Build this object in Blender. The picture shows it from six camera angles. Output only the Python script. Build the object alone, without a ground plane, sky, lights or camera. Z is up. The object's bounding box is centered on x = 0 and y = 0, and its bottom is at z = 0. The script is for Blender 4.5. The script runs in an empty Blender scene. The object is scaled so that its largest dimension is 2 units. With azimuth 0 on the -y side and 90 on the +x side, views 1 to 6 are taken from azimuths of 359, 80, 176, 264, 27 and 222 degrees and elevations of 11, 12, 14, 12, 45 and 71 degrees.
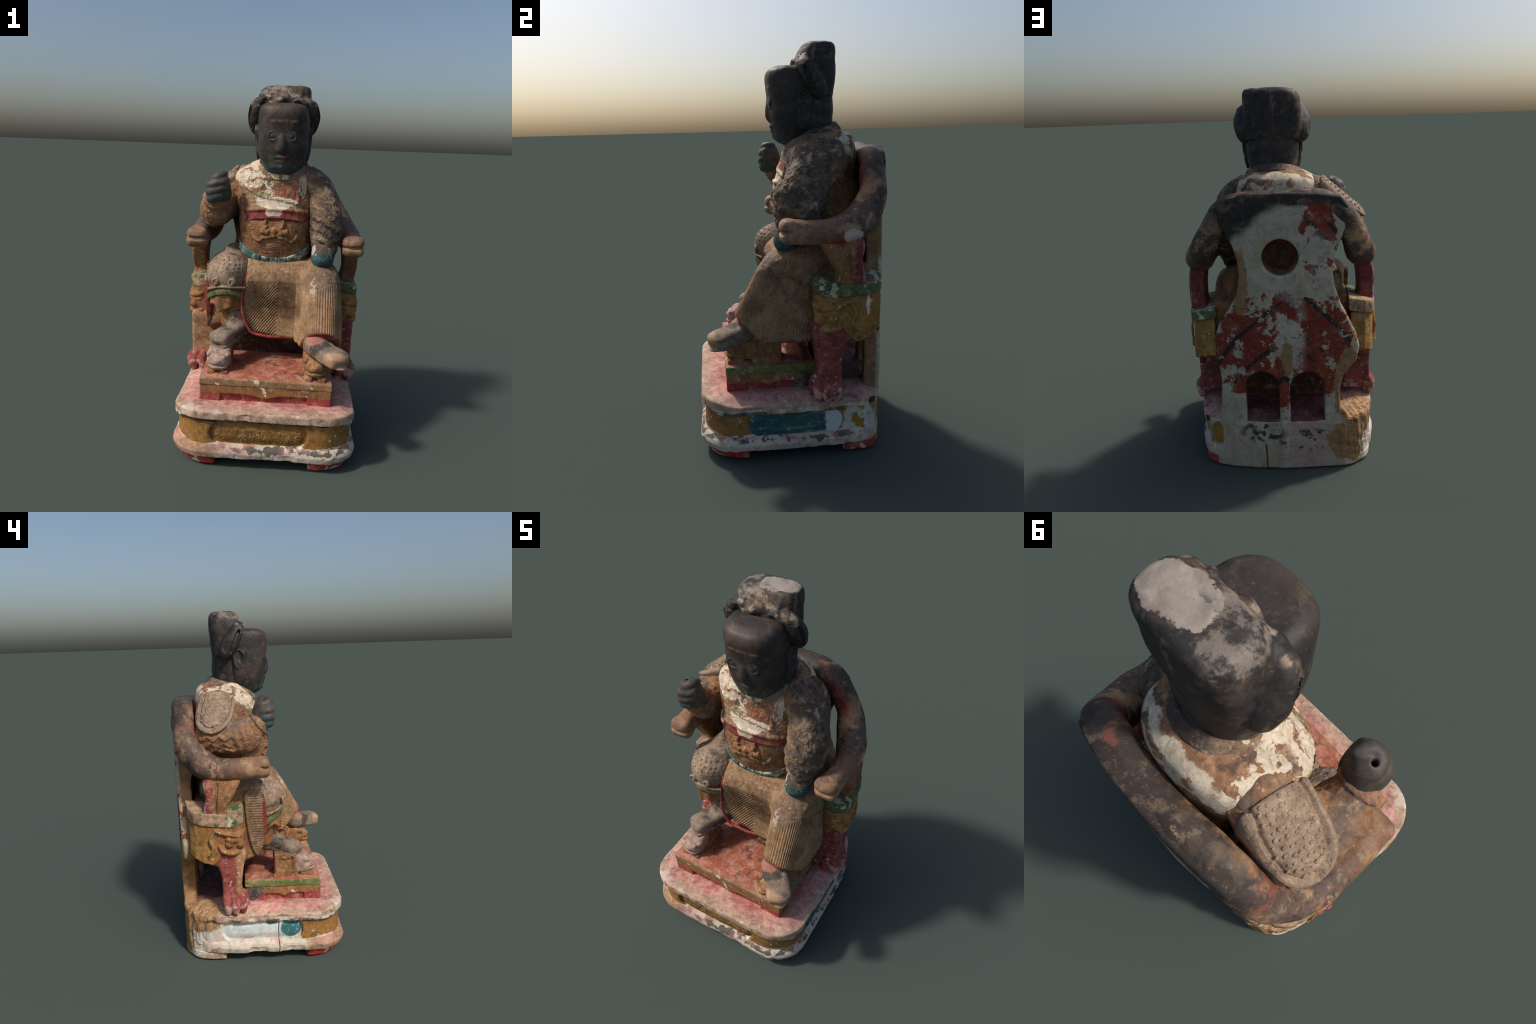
# Painted wooden statue: a seated official on a carved horseshoe chair.
# Every part is an implicit solid (lofts, sweeps, extrusions, smooth unions)
# that is turned into a mesh with a small surface-nets mesher.
import bpy, math, random
import numpy as np

random.seed(7)
F32 = np.float32
BIG = 9.0
YAW = math.radians(-4.5)          # the statue stands slightly turned

# ------------------------------------------------------------------ noise
def _hash(ix, iy, iz, seed):
    h = (ix.astype(np.uint32) * np.uint32(374761393) + iy.astype(np.uint32) * np.uint32(668265263)
         + iz.astype(np.uint32) * np.uint32(2147483647) + np.uint32(seed * 144665 + 97))
    h = (h ^ (h >> np.uint32(13))) * np.uint32(1274126177)
    h = h ^ (h >> np.uint32(16))
    return (h & np.uint32(0xffff)).astype(F32) / F32(32767.5) - F32(1)

def vnoise(p, scale, seed=0):
    q = p * scale + 1000.0
    i = np.floor(q).astype(np.int64)
    f = (q - i).astype(F32)
    f = f * f * (3 - 2 * f)
    r = 0
    for dx in (0, 1):
        wx = f[:, 0] if dx else 1 - f[:, 0]
        for dy in (0, 1):
            wy = f[:, 1] if dy else 1 - f[:, 1]
            for dz in (0, 1):
                wz = f[:, 2] if dz else 1 - f[:, 2]
                r = r + wx * wy * wz * _hash(i[:, 0] + dx, i[:, 1] + dy, i[:, 2] + dz, seed)
    return r

def fbm(p, scale, octaves=3, seed=0):
    r, a = 0, 1.0
    for o in range(octaves):
        r = r + a * vnoise(p, scale * 2 ** o, seed + o * 17)
        a *= 0.5
    return r

# ------------------------------------------------------------- primitives
def smin(a, b, k):
    if k <= 0: return np.minimum(a, b)
    h = np.maximum(k - np.abs(a - b), 0) / k
    return np.minimum(a, b) - h * h * k * 0.25

def smax(a, b, k): return -smin(-a, -b, k)

def length(*v): return np.sqrt(sum(x * x for x in v) + 1e-12)

def rot(rx=0, ry=0, rz=0):
    a, b, c = (math.radians(t) for t in (rx, ry, rz))
    X = np.array([[1, 0, 0], [0, math.cos(a), -math.sin(a)], [0, math.sin(a), math.cos(a)]])
    Y = np.array([[math.cos(b), 0, math.sin(b)], [0, 1, 0], [-math.sin(b), 0, math.cos(b)]])
    Z = np.array([[math.cos(c), -math.sin(c), 0], [math.sin(c), math.cos(c), 0], [0, 0, 1]])
    return Z @ Y @ X

def loc(P, c, R=None):
    x, y, z = P[0] - c[0], P[1] - c[1], P[2] - c[2]
    if R is None: return x, y, z
    return tuple(R[0, i] * x + R[1, i] * y + R[2, i] * z for i in range(3))

def ell(c, r, R=None):
    def f(*P):
        x, y, z = loc(P, c, R)
        k0 = length(x / r[0], y / r[1], z / r[2])
        k1 = length(x / r[0] ** 2, y / r[1] ** 2, z / r[2] ** 2)
        return k0 * (k0 - 1) / (k1 + 1e-6)
    m = max(r); f.box = bb(c, (m,) * 3 if R is not None else r)
    return f

def bb(c, r): return (tuple(c[i] - r[i] for i in range(3)), tuple(c[i] + r[i] for i in range(3)))

def box(c, h, r=0.01, R=None):
    def f(*P):
        q = loc(P, c, R)
        q = [np.abs(q[i]) - (h[i] - r) for i in range(3)]
        return length(*[np.maximum(t, 0) for t in q]) + np.minimum(np.maximum(np.maximum(q[0], q[1]), q[2]), 0) - r
    m = math.sqrt(sum(t * t for t in h)); f.box = bb(c, (m,) * 3 if R is not None else h)
    return f

def cap(a, b, ra, rb, sq=(1, 1, 1)):
    """Round cone from a to b; sq stretches the section along an axis."""
    a, b = np.array(a, float), np.array(b, float)
    s = np.array(sq, float)
    A, B = a / s, b / s
    ba = B - A
    def f(*P):
        x, y, z = (P[i] / s[i] - A[i] for i in range(3))
        h = np.clip((x * ba[0] + y * ba[1] + z * ba[2]) / (ba @ ba + 1e-9), 0, 1)
        return (length(x - h * ba[0], y - h * ba[1], z - h * ba[2]) - (ra + (rb - ra) * h)) * s.min()
    m = max(ra, rb) * s.max()
    f.box = (tuple(np.minimum(a, b) - m), tuple(np.maximum(a, b) + m))
    return f

def spline(pts, n):
    """Catmull-Rom through rows of numbers (position and any radius after it)."""
    p = np.array(pts, float)
    q = np.vstack([2 * p[0] - p[1], p, 2 * p[-1] - p[-2]])
    t = np.linspace(0, len(p) - 1, n)
    i = np.minimum(t.astype(int), len(p) - 2); f = (t - i)[:, None]
    a, b, c, d = q[i], q[i + 1], q[i + 2], q[i + 3]
    return 0.5 * (2 * b + (c - a) * f + (2 * a - 5 * b + 4 * c - d) * f ** 2 + (3 * b - a - 3 * c + d) * f ** 3)

def poly2(u, v, pts):
    pts = np.array(pts, float)
    d = None; s = None
    for i in range(len(pts)):
        a, b = pts[i], pts[i - 1]
        e = b - a
        wu, wv = u - a[0], v - a[1]
        h = np.clip((wu * e[0] + wv * e[1]) / (e @ e + 1e-12), 0, 1)
        dd = (wu - h * e[0]) ** 2 + (wv - h * e[1]) ** 2
        c1, c2, c3 = v >= a[1], v < b[1], e[0] * wv > e[1] * wu
        flip = (c1 & c2 & c3) | (~c1 & ~c2 & ~c3)
        d = dd if d is None else np.minimum(d, dd)
        s = np.where(flip, -1, 1) if s is None else s * np.where(flip, -1, 1)
    return np.sqrt(d + 1e-12) * s

def closed(pts, n):
    """Smooth closed outline through a few points."""
    p = list(pts) + [pts[0]]
    p = np.array(p, float)
    q = np.vstack([p[-2], p, p[1]])
    t = np.linspace(0, len(p) - 1, n, endpoint=False)
    i = t.astype(int); f = (t - i)[:, None]
    a, b, c, d = q[i], q[i + 1], q[i + 2], q[i + 3]
    return 0.5 * (2 * b + (c - a) * f + (2 * a - 5 * b + 4 * c - d) * f ** 2 + (3 * b - a - 3 * c + d) * f ** 3)

def extr(d2, w, half, r=0.0):
    q0, q1 = d2 + r, np.abs(w) - half + r
    return np.minimum(np.maximum(q0, q1), 0) + length(np.maximum(q0, 0), np.maximum(q1, 0)) - r

def rrect(x, y, hx, hy, r):
    qx, qy = np.abs(x) - hx + r, np.abs(y) - hy + r
    return np.minimum(np.maximum(qx, qy), 0) + length(np.maximum(qx, 0), np.maximum(qy, 0)) - r

def loft(keys, n=2.4, nb=None):
    """Stack of superellipses. keys: z, cx, cy, rx, r_front, r_back."""
    K = np.array(keys, float); K = K[np.argsort(K[:, 0])]
    zz = np.linspace(K[0, 0], K[-1, 0], 120)
    S = spline(K, 400); S = S[np.argsort(S[:, 0])]
    cols = [np.interp(zz, S[:, 0], S[:, j]) for j in range(1, 6)]
    def f(x, y, z):
        cx, cy, rx, rf, rb = (np.interp(z, zz, c).astype(F32) for c in cols)
        u = np.abs(x - cx) / rx
        dy = y - cy
        v = np.abs(dy) / np.where(dy < 0, rf, rb)
        k = (u ** n + v ** n + 1e-9) ** (1 / n)
        if nb: k = np.where(dy < 0, k, (u ** nb + v ** nb + 1e-9) ** (1 / nb))
        d = (k - 1) * np.minimum(rx, np.minimum(rf, rb))
        return smax(d, np.maximum(K[0, 0] - z, z - K[-1, 0]), 0.012)
    f.box = ((float((K[:, 1] - K[:, 3]).min()), float((K[:, 2] - K[:, 4]).min()), K[0, 0]),
             (float((K[:, 1] + K[:, 3]).max()), float((K[:, 2] + K[:, 5]).max()), K[-1, 0]))
    return f

# ------------------------------------------------------------------ field
class Field:
    def __init__(s, lo, hi, h):
        s.h = h; s.lo = np.array(lo, float)
        s.n = np.ceil((np.array(hi) - s.lo) / h).astype(int) + 1
        s.ax = [(s.lo[i] + h * np.arange(s.n[i])).astype(F32) for i in range(3)]
        s.d = np.full(s.n, BIG, F32)
    def _sub(s, f, pad):
        b = getattr(f, 'box', None)
        if b is None: sl = [slice(0, s.n[i]) for i in range(3)]
        else:
            sl = []
            for i in range(3):
                a = max(0, int((b[0][i] - pad - s.lo[i]) / s.h)); e = min(s.n[i], int((b[1][i] + pad - s.lo[i]) / s.h) + 2)
                if e <= a: return None, None
                sl.append(slice(a, e))
        X = s.ax[0][sl[0]][:, None, None]; Y = s.ax[1][sl[1]][None, :, None]; Z = s.ax[2][sl[2]][None, None, :]
        return tuple(sl), (X, Y, Z)
    def add(s, f, k=0.0):
        sl, P = s._sub(f, k + 3 * s.h)
        if sl: s.d[sl] = smin(s.d[sl], f(*P).astype(F32), k)
        return s
    def cut(s, f, k=0.0):
        sl, P = s._sub(f, k + 3 * s.h)
        if sl: s.d[sl] = smax(s.d[sl], -f(*P).astype(F32), k)
        return s
    def clip(s, f, k=0.0):          # keep only the inside of f
        X, Y, Z = s.ax[0][:, None, None], s.ax[1][None, :, None], s.ax[2][None, None, :]
        s.d = smax(s.d, f(X, Y, Z).astype(F32), k); return s
    def warp(s, f):                 # grow or shrink the skin by f(x, y, z)
        X, Y, Z = s.ax[0][:, None, None], s.ax[1][None, :, None], s.ax[2][None, None, :]
        s.d = (s.d - f(X, Y, Z)).astype(F32); return s
    def tube(s, pts, n=24, k=0.01, sq=(1, 1, 1), cut=False):
        """Sweep along a spline; pts rows are x, y, z, radius."""
        S = spline(pts, n)
        for a, b in zip(S[:-1], S[1:]):
            f = cap(a[:3], b[:3], a[3], b[3], sq)
            (s.cut if cut else s.add)(f, k)
        return s
    def mesh(s):
        d = s.d; d[0], d[-1] = BIG, BIG; d[:, 0], d[:, -1] = BIG, BIG; d[:, :, 0], d[:, :, -1] = BIG, BIG
        ins = d < 0
        c = ins[:-1, :-1, :-1].astype(np.int8)
        tot = sum(ins[i:i + d.shape[0] - 1, j:j + d.shape[1] - 1, k:k + d.shape[2] - 1].astype(np.int8)
                  for i in (0, 1) for j in (0, 1) for k in (0, 1))
        act = (tot > 0) & (tot < 8)
        I = np.argwhere(act)
        ids = np.full(act.shape, -1, np.int64); ids[act] = np.arange(len(I))
        corner = {}
        for o in np.ndindex(2, 2, 2):
            corner[o] = d[I[:, 0] + o[0], I[:, 1] + o[1], I[:, 2] + o[2]]
        acc = np.zeros((len(I), 3)); cnt = np.zeros(len(I))
        for axis in range(3):
            for p in np.ndindex(2, 2):
                o0 = list(p); o0.insert(axis, 0); o1 = list(p); o1.insert(axis, 1)
                a, b = corner[tuple(o0)], corner[tuple(o1)]
                m = (a < 0) != (b < 0)
                t = np.where(m, a / np.where(m, a - b, 1), 0)
                v = np.tile(np.array(o0, float), (len(I), 1)); v[:, axis] = t
                acc += v * m[:, None]; cnt += m
        V = s.lo + s.h * (I + acc / cnt[:, None])
        quads = []
        for axis in range(3):
            a = [slice(None)] * 3; b = [slice(None)] * 3
            a[axis] = slice(0, -1); b[axis] = slice(1, None)
            A, B = ins[tuple(a)], ins[tuple(b)]
            E = np.argwhere(A != B)
            flip = A[tuple(E.T)]
            o = [i for i in range(3) if i != axis]
            q = []
            for du, dv in ((1, 1), (0, 1), (0, 0), (1, 0)):
                J = E.copy(); J[:, o[0]] -= du; J[:, o[1]] -= dv
                q.append(ids[tuple(J.T)])
            q = np.stack(q, 1)
            if axis == 1: flip = ~flip
            q[~flip] = q[~flip][:, ::-1]
            quads.append(q)
        return V, np.vstack(quads)

def vnormals(V, Q):
    n = np.cross(V[Q[:, 2]] - V[Q[:, 0]], V[Q[:, 3]] - V[Q[:, 1]])
    N = np.zeros_like(V)
    for j in range(4):
        for a in range(3): N[:, a] += np.bincount(Q[:, j], n[:, a], len(V))
    return N / (np.linalg.norm(N, axis=1)[:, None] + 1e-12)

def relax(V, Q, it=1, f=0.5):
    E = np.vstack([Q[:, [0, 1]], Q[:, [1, 2]], Q[:, [2, 3]], Q[:, [3, 0]]])
    cnt = np.bincount(E[:, 0], minlength=len(V)) + np.bincount(E[:, 1], minlength=len(V))
    for _ in range(it):
        S = np.zeros_like(V)
        for a in range(3):
            S[:, a] = np.bincount(E[:, 0], V[E[:, 1], a], len(V)) + np.bincount(E[:, 1], V[E[:, 0], a], len(V))
        V = V + f * (S / np.maximum(cnt, 1)[:, None] - V)
    return V

def to_object(name, V, Q, mat, parent):
    me = bpy.data.meshes.new(name)
    me.vertices.add(len(V)); me.vertices.foreach_set('co', V.astype(F32).ravel())
    me.loops.add(Q.size); me.loops.foreach_set('vertex_index', Q.astype(np.int32).ravel())
    me.polygons.add(len(Q))
    me.polygons.foreach_set('loop_start', np.arange(0, Q.size, 4, dtype=np.int32))
    me.polygons.foreach_set('loop_total', np.full(len(Q), 4, np.int32))
    me.update(calc_edges=True)
    me.polygons.foreach_set('use_smooth', np.ones(len(Q), bool))
    me.materials.append(mat)
    ob = bpy.data.objects.new(name, me)
    bpy.context.collection.objects.link(ob)
    ob.parent = parent
    return ob

def part(name, F, mat, parent, rough=(0.0015, 22), relief=None, it=1):
    """Mesh a field, ease the voxel steps, add hand-carved unevenness and relief."""
    V, Q = F.mesh()
    V = relax(V, Q, it)
    N = vnormals(V, Q)
    h = 0
    if rough: h = h + rough[0] * fbm(V, rough[1], 3, 3)
    if relief is not None: h = h + relief(V, N)
    V = V + N * np.asarray(h).reshape(-1, 1)
    return to_object(name, V, Q, mat, parent)

def sstep(a, b, x):
    t = np.clip((x - a) / (b - a), 0, 1)
    return t * t * (3 - 2 * t)

# -------------------------------------------------------------- materials
class S:
    """A shader socket with arithmetic."""
    nt = None
    def __init__(s, k): s.k = k
    @staticmethod
    def math(op, *a, clamp=False):
        n = S.nt.nodes.new('ShaderNodeMath'); n.operation = op; n.use_clamp = clamp
        for i, v in enumerate(a):
            if isinstance(v, S): S.nt.links.new(v.k, n.inputs[i])
            else: n.inputs[i].default_value = v
        return S(n.outputs[0])
    def __add__(s, o): return S.math('ADD', s, o)
    __radd__ = __add__
    def __sub__(s, o): return S.math('SUBTRACT', s, o)
    def __rsub__(s, o): return S.math('SUBTRACT', o, s)
    def __mul__(s, o): return S.math('MULTIPLY', s, o)
    __rmul__ = __mul__
    def __truediv__(s, o): return S.math('DIVIDE', s, o)
    def __neg__(s): return S.math('MULTIPLY', s, -1.0)
    def abs(s): return S.math('ABSOLUTE', s)
    def max(s, o): return S.math('MAXIMUM', s, o)
    def min(s, o): return S.math('MINIMUM', s, o)
    def sin(s): return S.math('SINE', s)
    def pow(s, e): return S.math('POWER', s, e)
    def sqrt(s): return S.math('SQRT', s)
    def step(s, a, b):
        n = S.nt.nodes.new('ShaderNodeMapRange'); n.interpolation_type = 'SMOOTHSTEP'
        S.nt.links.new(s.k, n.inputs['Value'])
        lo, hi, o0, o1 = (a, b, 0, 1) if a <= b else (b, a, 1, 0)
        for i, v in zip(('From Min', 'From Max', 'To Min', 'To Max'), (lo, hi, o0, o1)): n.inputs[i].default_value = v
        return S(n.outputs[0])

def noise(scale, detail=4, seed=0.0, rough=0.55, stretch=(1, 1, 1), dist=0.0):
    m = S.nt.nodes.new('ShaderNodeMapping'); m.inputs['Scale'].default_value = stretch
    m.inputs['Location'].default_value = (seed * 3.17, seed * 1.31, seed * 2.23)
    S.nt.links.new(S.co, m.inputs['Vector'])
    n = S.nt.nodes.new('ShaderNodeTexNoise')
    n.inputs['Scale'].default_value = scale; n.inputs['Detail'].default_value = detail
    n.inputs['Roughness'].default_value = rough; n.inputs['Distortion'].default_value = dist
    S.nt.links.new(m.outputs[0], n.inputs['Vector'])
    return S(n.outputs['Fac'])

def voronoi(scale, seed=0.0, feature='F1'):
    m = S.nt.nodes.new('ShaderNodeMapping'); m.inputs['Location'].default_value = (seed, seed * 1.7, seed * .6)
    S.nt.links.new(S.co, m.inputs['Vector'])
    n = S.nt.nodes.new('ShaderNodeTexVoronoi'); n.feature = feature; n.inputs['Scale'].default_value = scale
    S.nt.links.new(m.outputs[0], n.inputs['Vector'])
    return S(n.outputs['Distance'])

def srgb(c):
    """'rrggbb' in display colours to linear."""
    v = [int(c[i:i + 2], 16) / 255 for i in (0, 2, 4)]
    return [x / 12.92 if x <= .04045 else ((x + .055) / 1.055) ** 2.4 for x in v] + [1]

def blend(a, b, m):
    n = S.nt.nodes.new('ShaderNodeMix'); n.data_type = 'RGBA'
    for v, i in ((a, 6), (b, 7)):
        if isinstance(v, str): n.inputs[i].default_value = srgb(v)
        else: S.nt.links.new(v, n.inputs[i])
    if isinstance(m, S): S.nt.links.new(m.k, n.inputs[0])
    else: n.inputs[0].default_value = m
    return n.outputs[2]

def weather(col, amt):
    """Age on every coat: smoke, dust, rubbed-in dirt, tiny losses."""
    col = blend(col, '2c241e', noise(6, 8, 11, rough=.68).step(.60, .40) * (.15 * amt))
    col = blend(col, '2a211b', noise(42, 8, 12, rough=.75).step(.56, .40) * (.26 * amt))
    col = blend(col, '1f1a17', noise(19, 9, 15, rough=.74, dist=.8).step(.58, .66) * (.55 * amt))
    col = blend(col, '241d18', noise(90, 5, 17, rough=.7).step(.56, .68) * (.26 * amt))
    col = blend(col, 'ad9678', noise(15, 10, 13, rough=.74).step(.53, .64) * (.36 * amt))
    return blend(col, 'c8ae8c', noise(52, 8, 14, rough=.75).step(.58, .64) * (.22 * amt))

def material(name, paint, rough=0.75, spec=0.25, bump=0.45, grain=120, grime=1.0, gain=1.28):
    """paint(x, y, z) returns a colour socket or a display colour string."""
    m = bpy.data.materials.new(name); m.use_nodes = True
    nt = m.node_tree; S.nt = nt
    b = nt.nodes['Principled BSDF']
    tc = nt.nodes.new('ShaderNodeTexCoord'); S.co = tc.outputs['Object']
    sx = nt.nodes.new('ShaderNodeSeparateXYZ'); nt.links.new(S.co, sx.inputs[0])
    col = weather(paint(*[S(o) for o in sx.outputs]), grime)
    hs = nt.nodes.new('ShaderNodeHueSaturation'); hs.inputs['Value'].default_value = gain; hs.inputs['Saturation'].default_value = 1.02
    nt.links.new(col, hs.inputs['Color']); col = hs.outputs[0]
    if isinstance(col, str): b.inputs['Base Color'].default_value = srgb(col)
    else: nt.links.new(col, b.inputs['Base Color'])
    b.inputs['Roughness'].default_value = rough
    b.inputs['Specular IOR Level'].default_value = spec
    bp = nt.nodes.new('ShaderNodeBump'); bp.inputs['Strength'].default_value = bump; bp.inputs['Distance'].default_value = 0.003
    hgt = noise(grain, 5) + noise(grain * 0.3, 3, 2.0) * 0.8
    nt.links.new(hgt.k, bp.inputs['Height']); nt.links.new(bp.outputs[0], b.inputs['Normal'])
    return m

def blot(scale, amount, seed=0, soft=0.02, detail=6, **k):
    """Noisy patches covering roughly `amount` of the surface."""
    t = 0.5 + (0.5 - amount) * 0.42
    return noise(scale, detail, seed, **k).step(t - soft, t + soft)

def mottle(a, b, c, scale=14, seed=0, amt=1.0):
    col = blend(a, b, noise(scale, 5, seed).step(.35, .65))
    return blend(col, c, noise(scale * 2.3, 5, seed + 5).step(.5, .72) * (0.8 * amt))
# Paint is described as layers: bare wood, gesso, colour coats, soot, each with its own mask.
def n2(*a, **k): return noise(*a, **k) - 0.5
def ball(x, y, z, c, r, wob=.03, sc=14, soft=.01, seed=0):
    """Patch round a point with a torn outline. r may be per axis."""
    r = r if isinstance(r, tuple) else (r, r, r)
    dx, dy, dz = (x - c[0]) / r[0], (y - c[1]) / r[1], (z - c[2]) / r[2]
    d = (dx * dx + dy * dy + dz * dz).sqrt() + n2(sc, 9, seed, rough=.68) * (wob * 60)
    return d.step(1 + soft * 8, 1 - soft * 8)
def band(v, a, b, soft=.002, wob=0.0, sc=30, seed=0):
    if wob: v = v + n2(sc, 5, seed) * wob
    return v.step(a - soft, a + soft) * v.step(b + soft, b - soft)
def dirt(col, amt=.6, seed=3, c='2b2622', sc=10):
    """Soot and grime: soft broad clouds and small specks."""
    col = blend(col, c, noise(sc, 6, seed, rough=.6).step(.48, .72) * amt)
    return blend(col, c, noise(sc * 7, 4, seed + 1).step(.56, .72) * (amt * .6))
def flecks(col, c, amt=.5, sc=60, seed=9, thr=.64):
    return blend(col, c, noise(sc, 4, seed, rough=.6).step(thr, thr + .05) * amt)

def slab_paint(x, y, z):
    c = mottle('b4877c', 'c4988c', '9a6a62', 12)
    red = ball(x, y, z, (-.0, -.13, .31), (.40, .30, .3), .02, 9, .06) * noise(14, 6, 2).step(.38, .62)
    c = blend(c, 'a03c3e', red * .8)
    c = blend(c, '7c5652', noise(11, 9, 21, rough=.7).step(.54, .64) * .6)
    c = blend(c, '7e5450', blot(10, .26, 4, .05, 9) * .6)
    edge = (x.abs() - .49).max(-y - .455).max((x.abs() - y) * .72 - .60) + n2(12, 6, 5) * .10
    e = edge.step(-.055, -.015)
    c = blend(c, mottle('a08670', 'b49a86', '806654', 20, 2), e * .85)
    c = blend(c, 'bcaea0', e * blot(9, .30, 8, .008, 9) * .8)
    side = z.step(.272, .260)
    c = blend(c, 'cdc2b4', side * blot(8, .5, 6) * .8)
    rough = ball(x, y, z, (-.41, .38, .28), (.13, .12, .12), .02, 10, .006)
    c = blend(c, mottle('a5825e', '8a6846', 'b99872', 30, 1), rough)
    c = blend(c, '282624', z.step(.262, .254) * band(z, .0, .262) * blot(7, .45, 12, .02) * .8)
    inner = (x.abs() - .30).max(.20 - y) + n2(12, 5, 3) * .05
    c = blend(c, mottle('5c3a3a', '6a4644', '482c2e', 10), inner.step(.01, -.03))  # shade on the floor inside the arches, painted in as dark maroon
    return dirt(c, .25, 7)
def stadium(u, v, hu, r):
    a = (u.abs() - (hu - r)).max(0.0)
    return (a * a + v * v).sqrt() - r
def wall_paint(x, y, z):
    c = mottle('8e6634', '9e7440', '704e2c', 16)
    c = flecks(dirt(c, .35, 2, '4a3420'), 'd8cdb8', .8, 40, 3, .63)
    wz = n2(14, 6, 4) * .05
    c = blend(c, 'd6ccbc', (z + wz).step(.132, .126) * blot(9, .6, 5))
    front = y.step(-.40, -.415)
    pan = stadium(x + .028, z - .186, .245, .062).step(.004, -.004) * front
    c = blend(c, mottle('8c6838', '75552e', 'a07c4a', 24, 3), pan)
    # right side: teal panel, flaked to gesso at its back end, white beyond
    right = x.step(.40, .43)
    c = blend(c, mottle('cdc8bd', 'b8b4ac', 'd6d2c8', 12), right * (y + n2(9, 6, 3) * .22).step(.21, .225))
    c = blend(c, 'a0782e', right * y.step(.21, .22) * blot(12, .33, 11))
    pr = stadium(y + .016, z - .180, .232, .060).step(.004, -.002) * right
    teal = blend(flecks(mottle('33605f', '2a5054', '43706f', 10, 1), 'b9cfd0', .7, 50, 4, .62), '7f9c9c', noise(14, 8, 9, rough=.7, stretch=(1, .35, 3)).step(.52, .66) * .55)
    c = blend(c, blend(teal, 'c9d0ce', (y + n2(13, 6, 6) * .12).step(.125, .135)), pr)
    # left side: gesso panel with a round teal patch
    left = x.step(-.40, -.43)
    c = blend(c, mottle('cfc9bd', 'c0b6aa', 'd9b9b0', 9, 5), left * (y + n2(9, 6, 3) * .16).step(-.225, -.215))
    pl = stadium(y - .010, z - .184, .228, .060).step(.004, -.002) * left
    c = blend(c, mottle('c3cac6', 'd4d5cf', 'b5c3c2', 10, 2), pl)
    c = blend(c, 'b4746e', pl * band(z, .10, .142, .01, .02) * blot(8, .5, 3, .05) * .7)
    sp = ball(x, y, z, (-.46, -.155, .187), (.3, .062, .058), .006, 16, .01)
    c = blend(c, flecks(mottle('3d7476', '326468', '4e8486', 14, 3), 'd6e0dd', .8, 55, 2, .60), sp * left)
    c = blend(c, '37797f', left * ball(x, y, z, (-.46, -.045, .232), (.3, .035, .016), .02, 25))
    crack = ((y + .085 + n2(7, 3, 5) * .03).abs()).step(.0035, .0015) * left
    c = blend(c, '2a1c14', crack)
    rough = ball(x, y, z, (-.44, .38, .26), (.2, .13, .10), .02, 10, .006)
    c = blend(c, mottle('a5825e', '8a6846', 'b99872', 30, 1), rough)
    # black line under the slab
    return blend(c, '24221f', (z + n2(10, 5, 9) * .02).step(.243, .247) * blot(6, .62, 14, .02))
def moulding_paint(x, y, z):
    c = mottle('bfb3a2', 'cfc4b4', 'a08f7c', 12)
    wood = mottle('a08468', '8c6f55', 'b99d80', 26, 4)
    c = blend(c, wood, (ball(x, y, z, (-.42, -.40, .08), (.22, .17, .2), .012, 9, .03)).max(blot(7, .22, 3, .02)))
    blk = (n2(9, 10, 5, rough=.68) + (z - .108).abs() * -5.0 + .05).step(-.006, .006)
    c = blend(c, '403c38', blk * (1 - x.step(-.35, -.46)) * (x - y).step(.0, .3) * .9)
    c = blend(c, 'c08c84', blot(6, .34, 7, .05) * .55)
    c = blend(c, '2a1c14', ((y + .085 + n2(7, 3, 5) * .03).abs()).step(.0035, .0015) * x.step(-.42, -.44))
    return dirt(c, .25, 2, '5a5048')
def foot_paint(x, y, z):
    c = mottle('9a2f2e', 'ad4440', '7d2526', 14)
    return blend(c, mottle('c9beae', 'a08468', 'd8cec0', 18), blot(13, .36, 2).max(ball(x, y, z, (-.40, .25, .03), (.16, .2, .1), .015, 10)) )
def rough_wood(seed=0): return mottle('9c7a56', '83633f', 'b5936b', 30, seed)
def back_paint(x, y, z):
    c = mottle('aea38e', 'bdb39f', '998a74', 8)
    c = blend(c, 'a88a62', noise(5, 4, 3, stretch=(1.6, 1, .35)).step(.5, .62) * .55)
    c = blend(c, 'a98480', ball(x, y, z, (-.14, .47, .1), (.13, .2, .2), .01, 6, .08) * .6)
    c = blend(c, '3a3938', blot(24, .40, 5, .03, 7) * ball(x, y, z, (-.12, .47, .17), (.17, .3, .06), .012, 9, .03))
    c = blend(c, '3a3938', blot(24, .42, 6, .03, 7) * ball(x, y, z, (.12, .47, .22), (.12, .3, .06), .012, 9, .03))
    c = blend(c, rough_wood(), ball(x, y, z, (-.38, .42, .17), (.16, .2, .16), .02, 9, .004))
    c = blend(c, '96702e', ball(x, y, z, (.37, .42, .2), (.03, .2, .07), .02, 20))
    c = blend(c, '6a4f30', ((x - .11 + n2(9, 3, 2) * .02).abs()).step(.008, .003) * z.step(.17, .13))
    return dirt(c, .18, 3, '6a5c4c')

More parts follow.
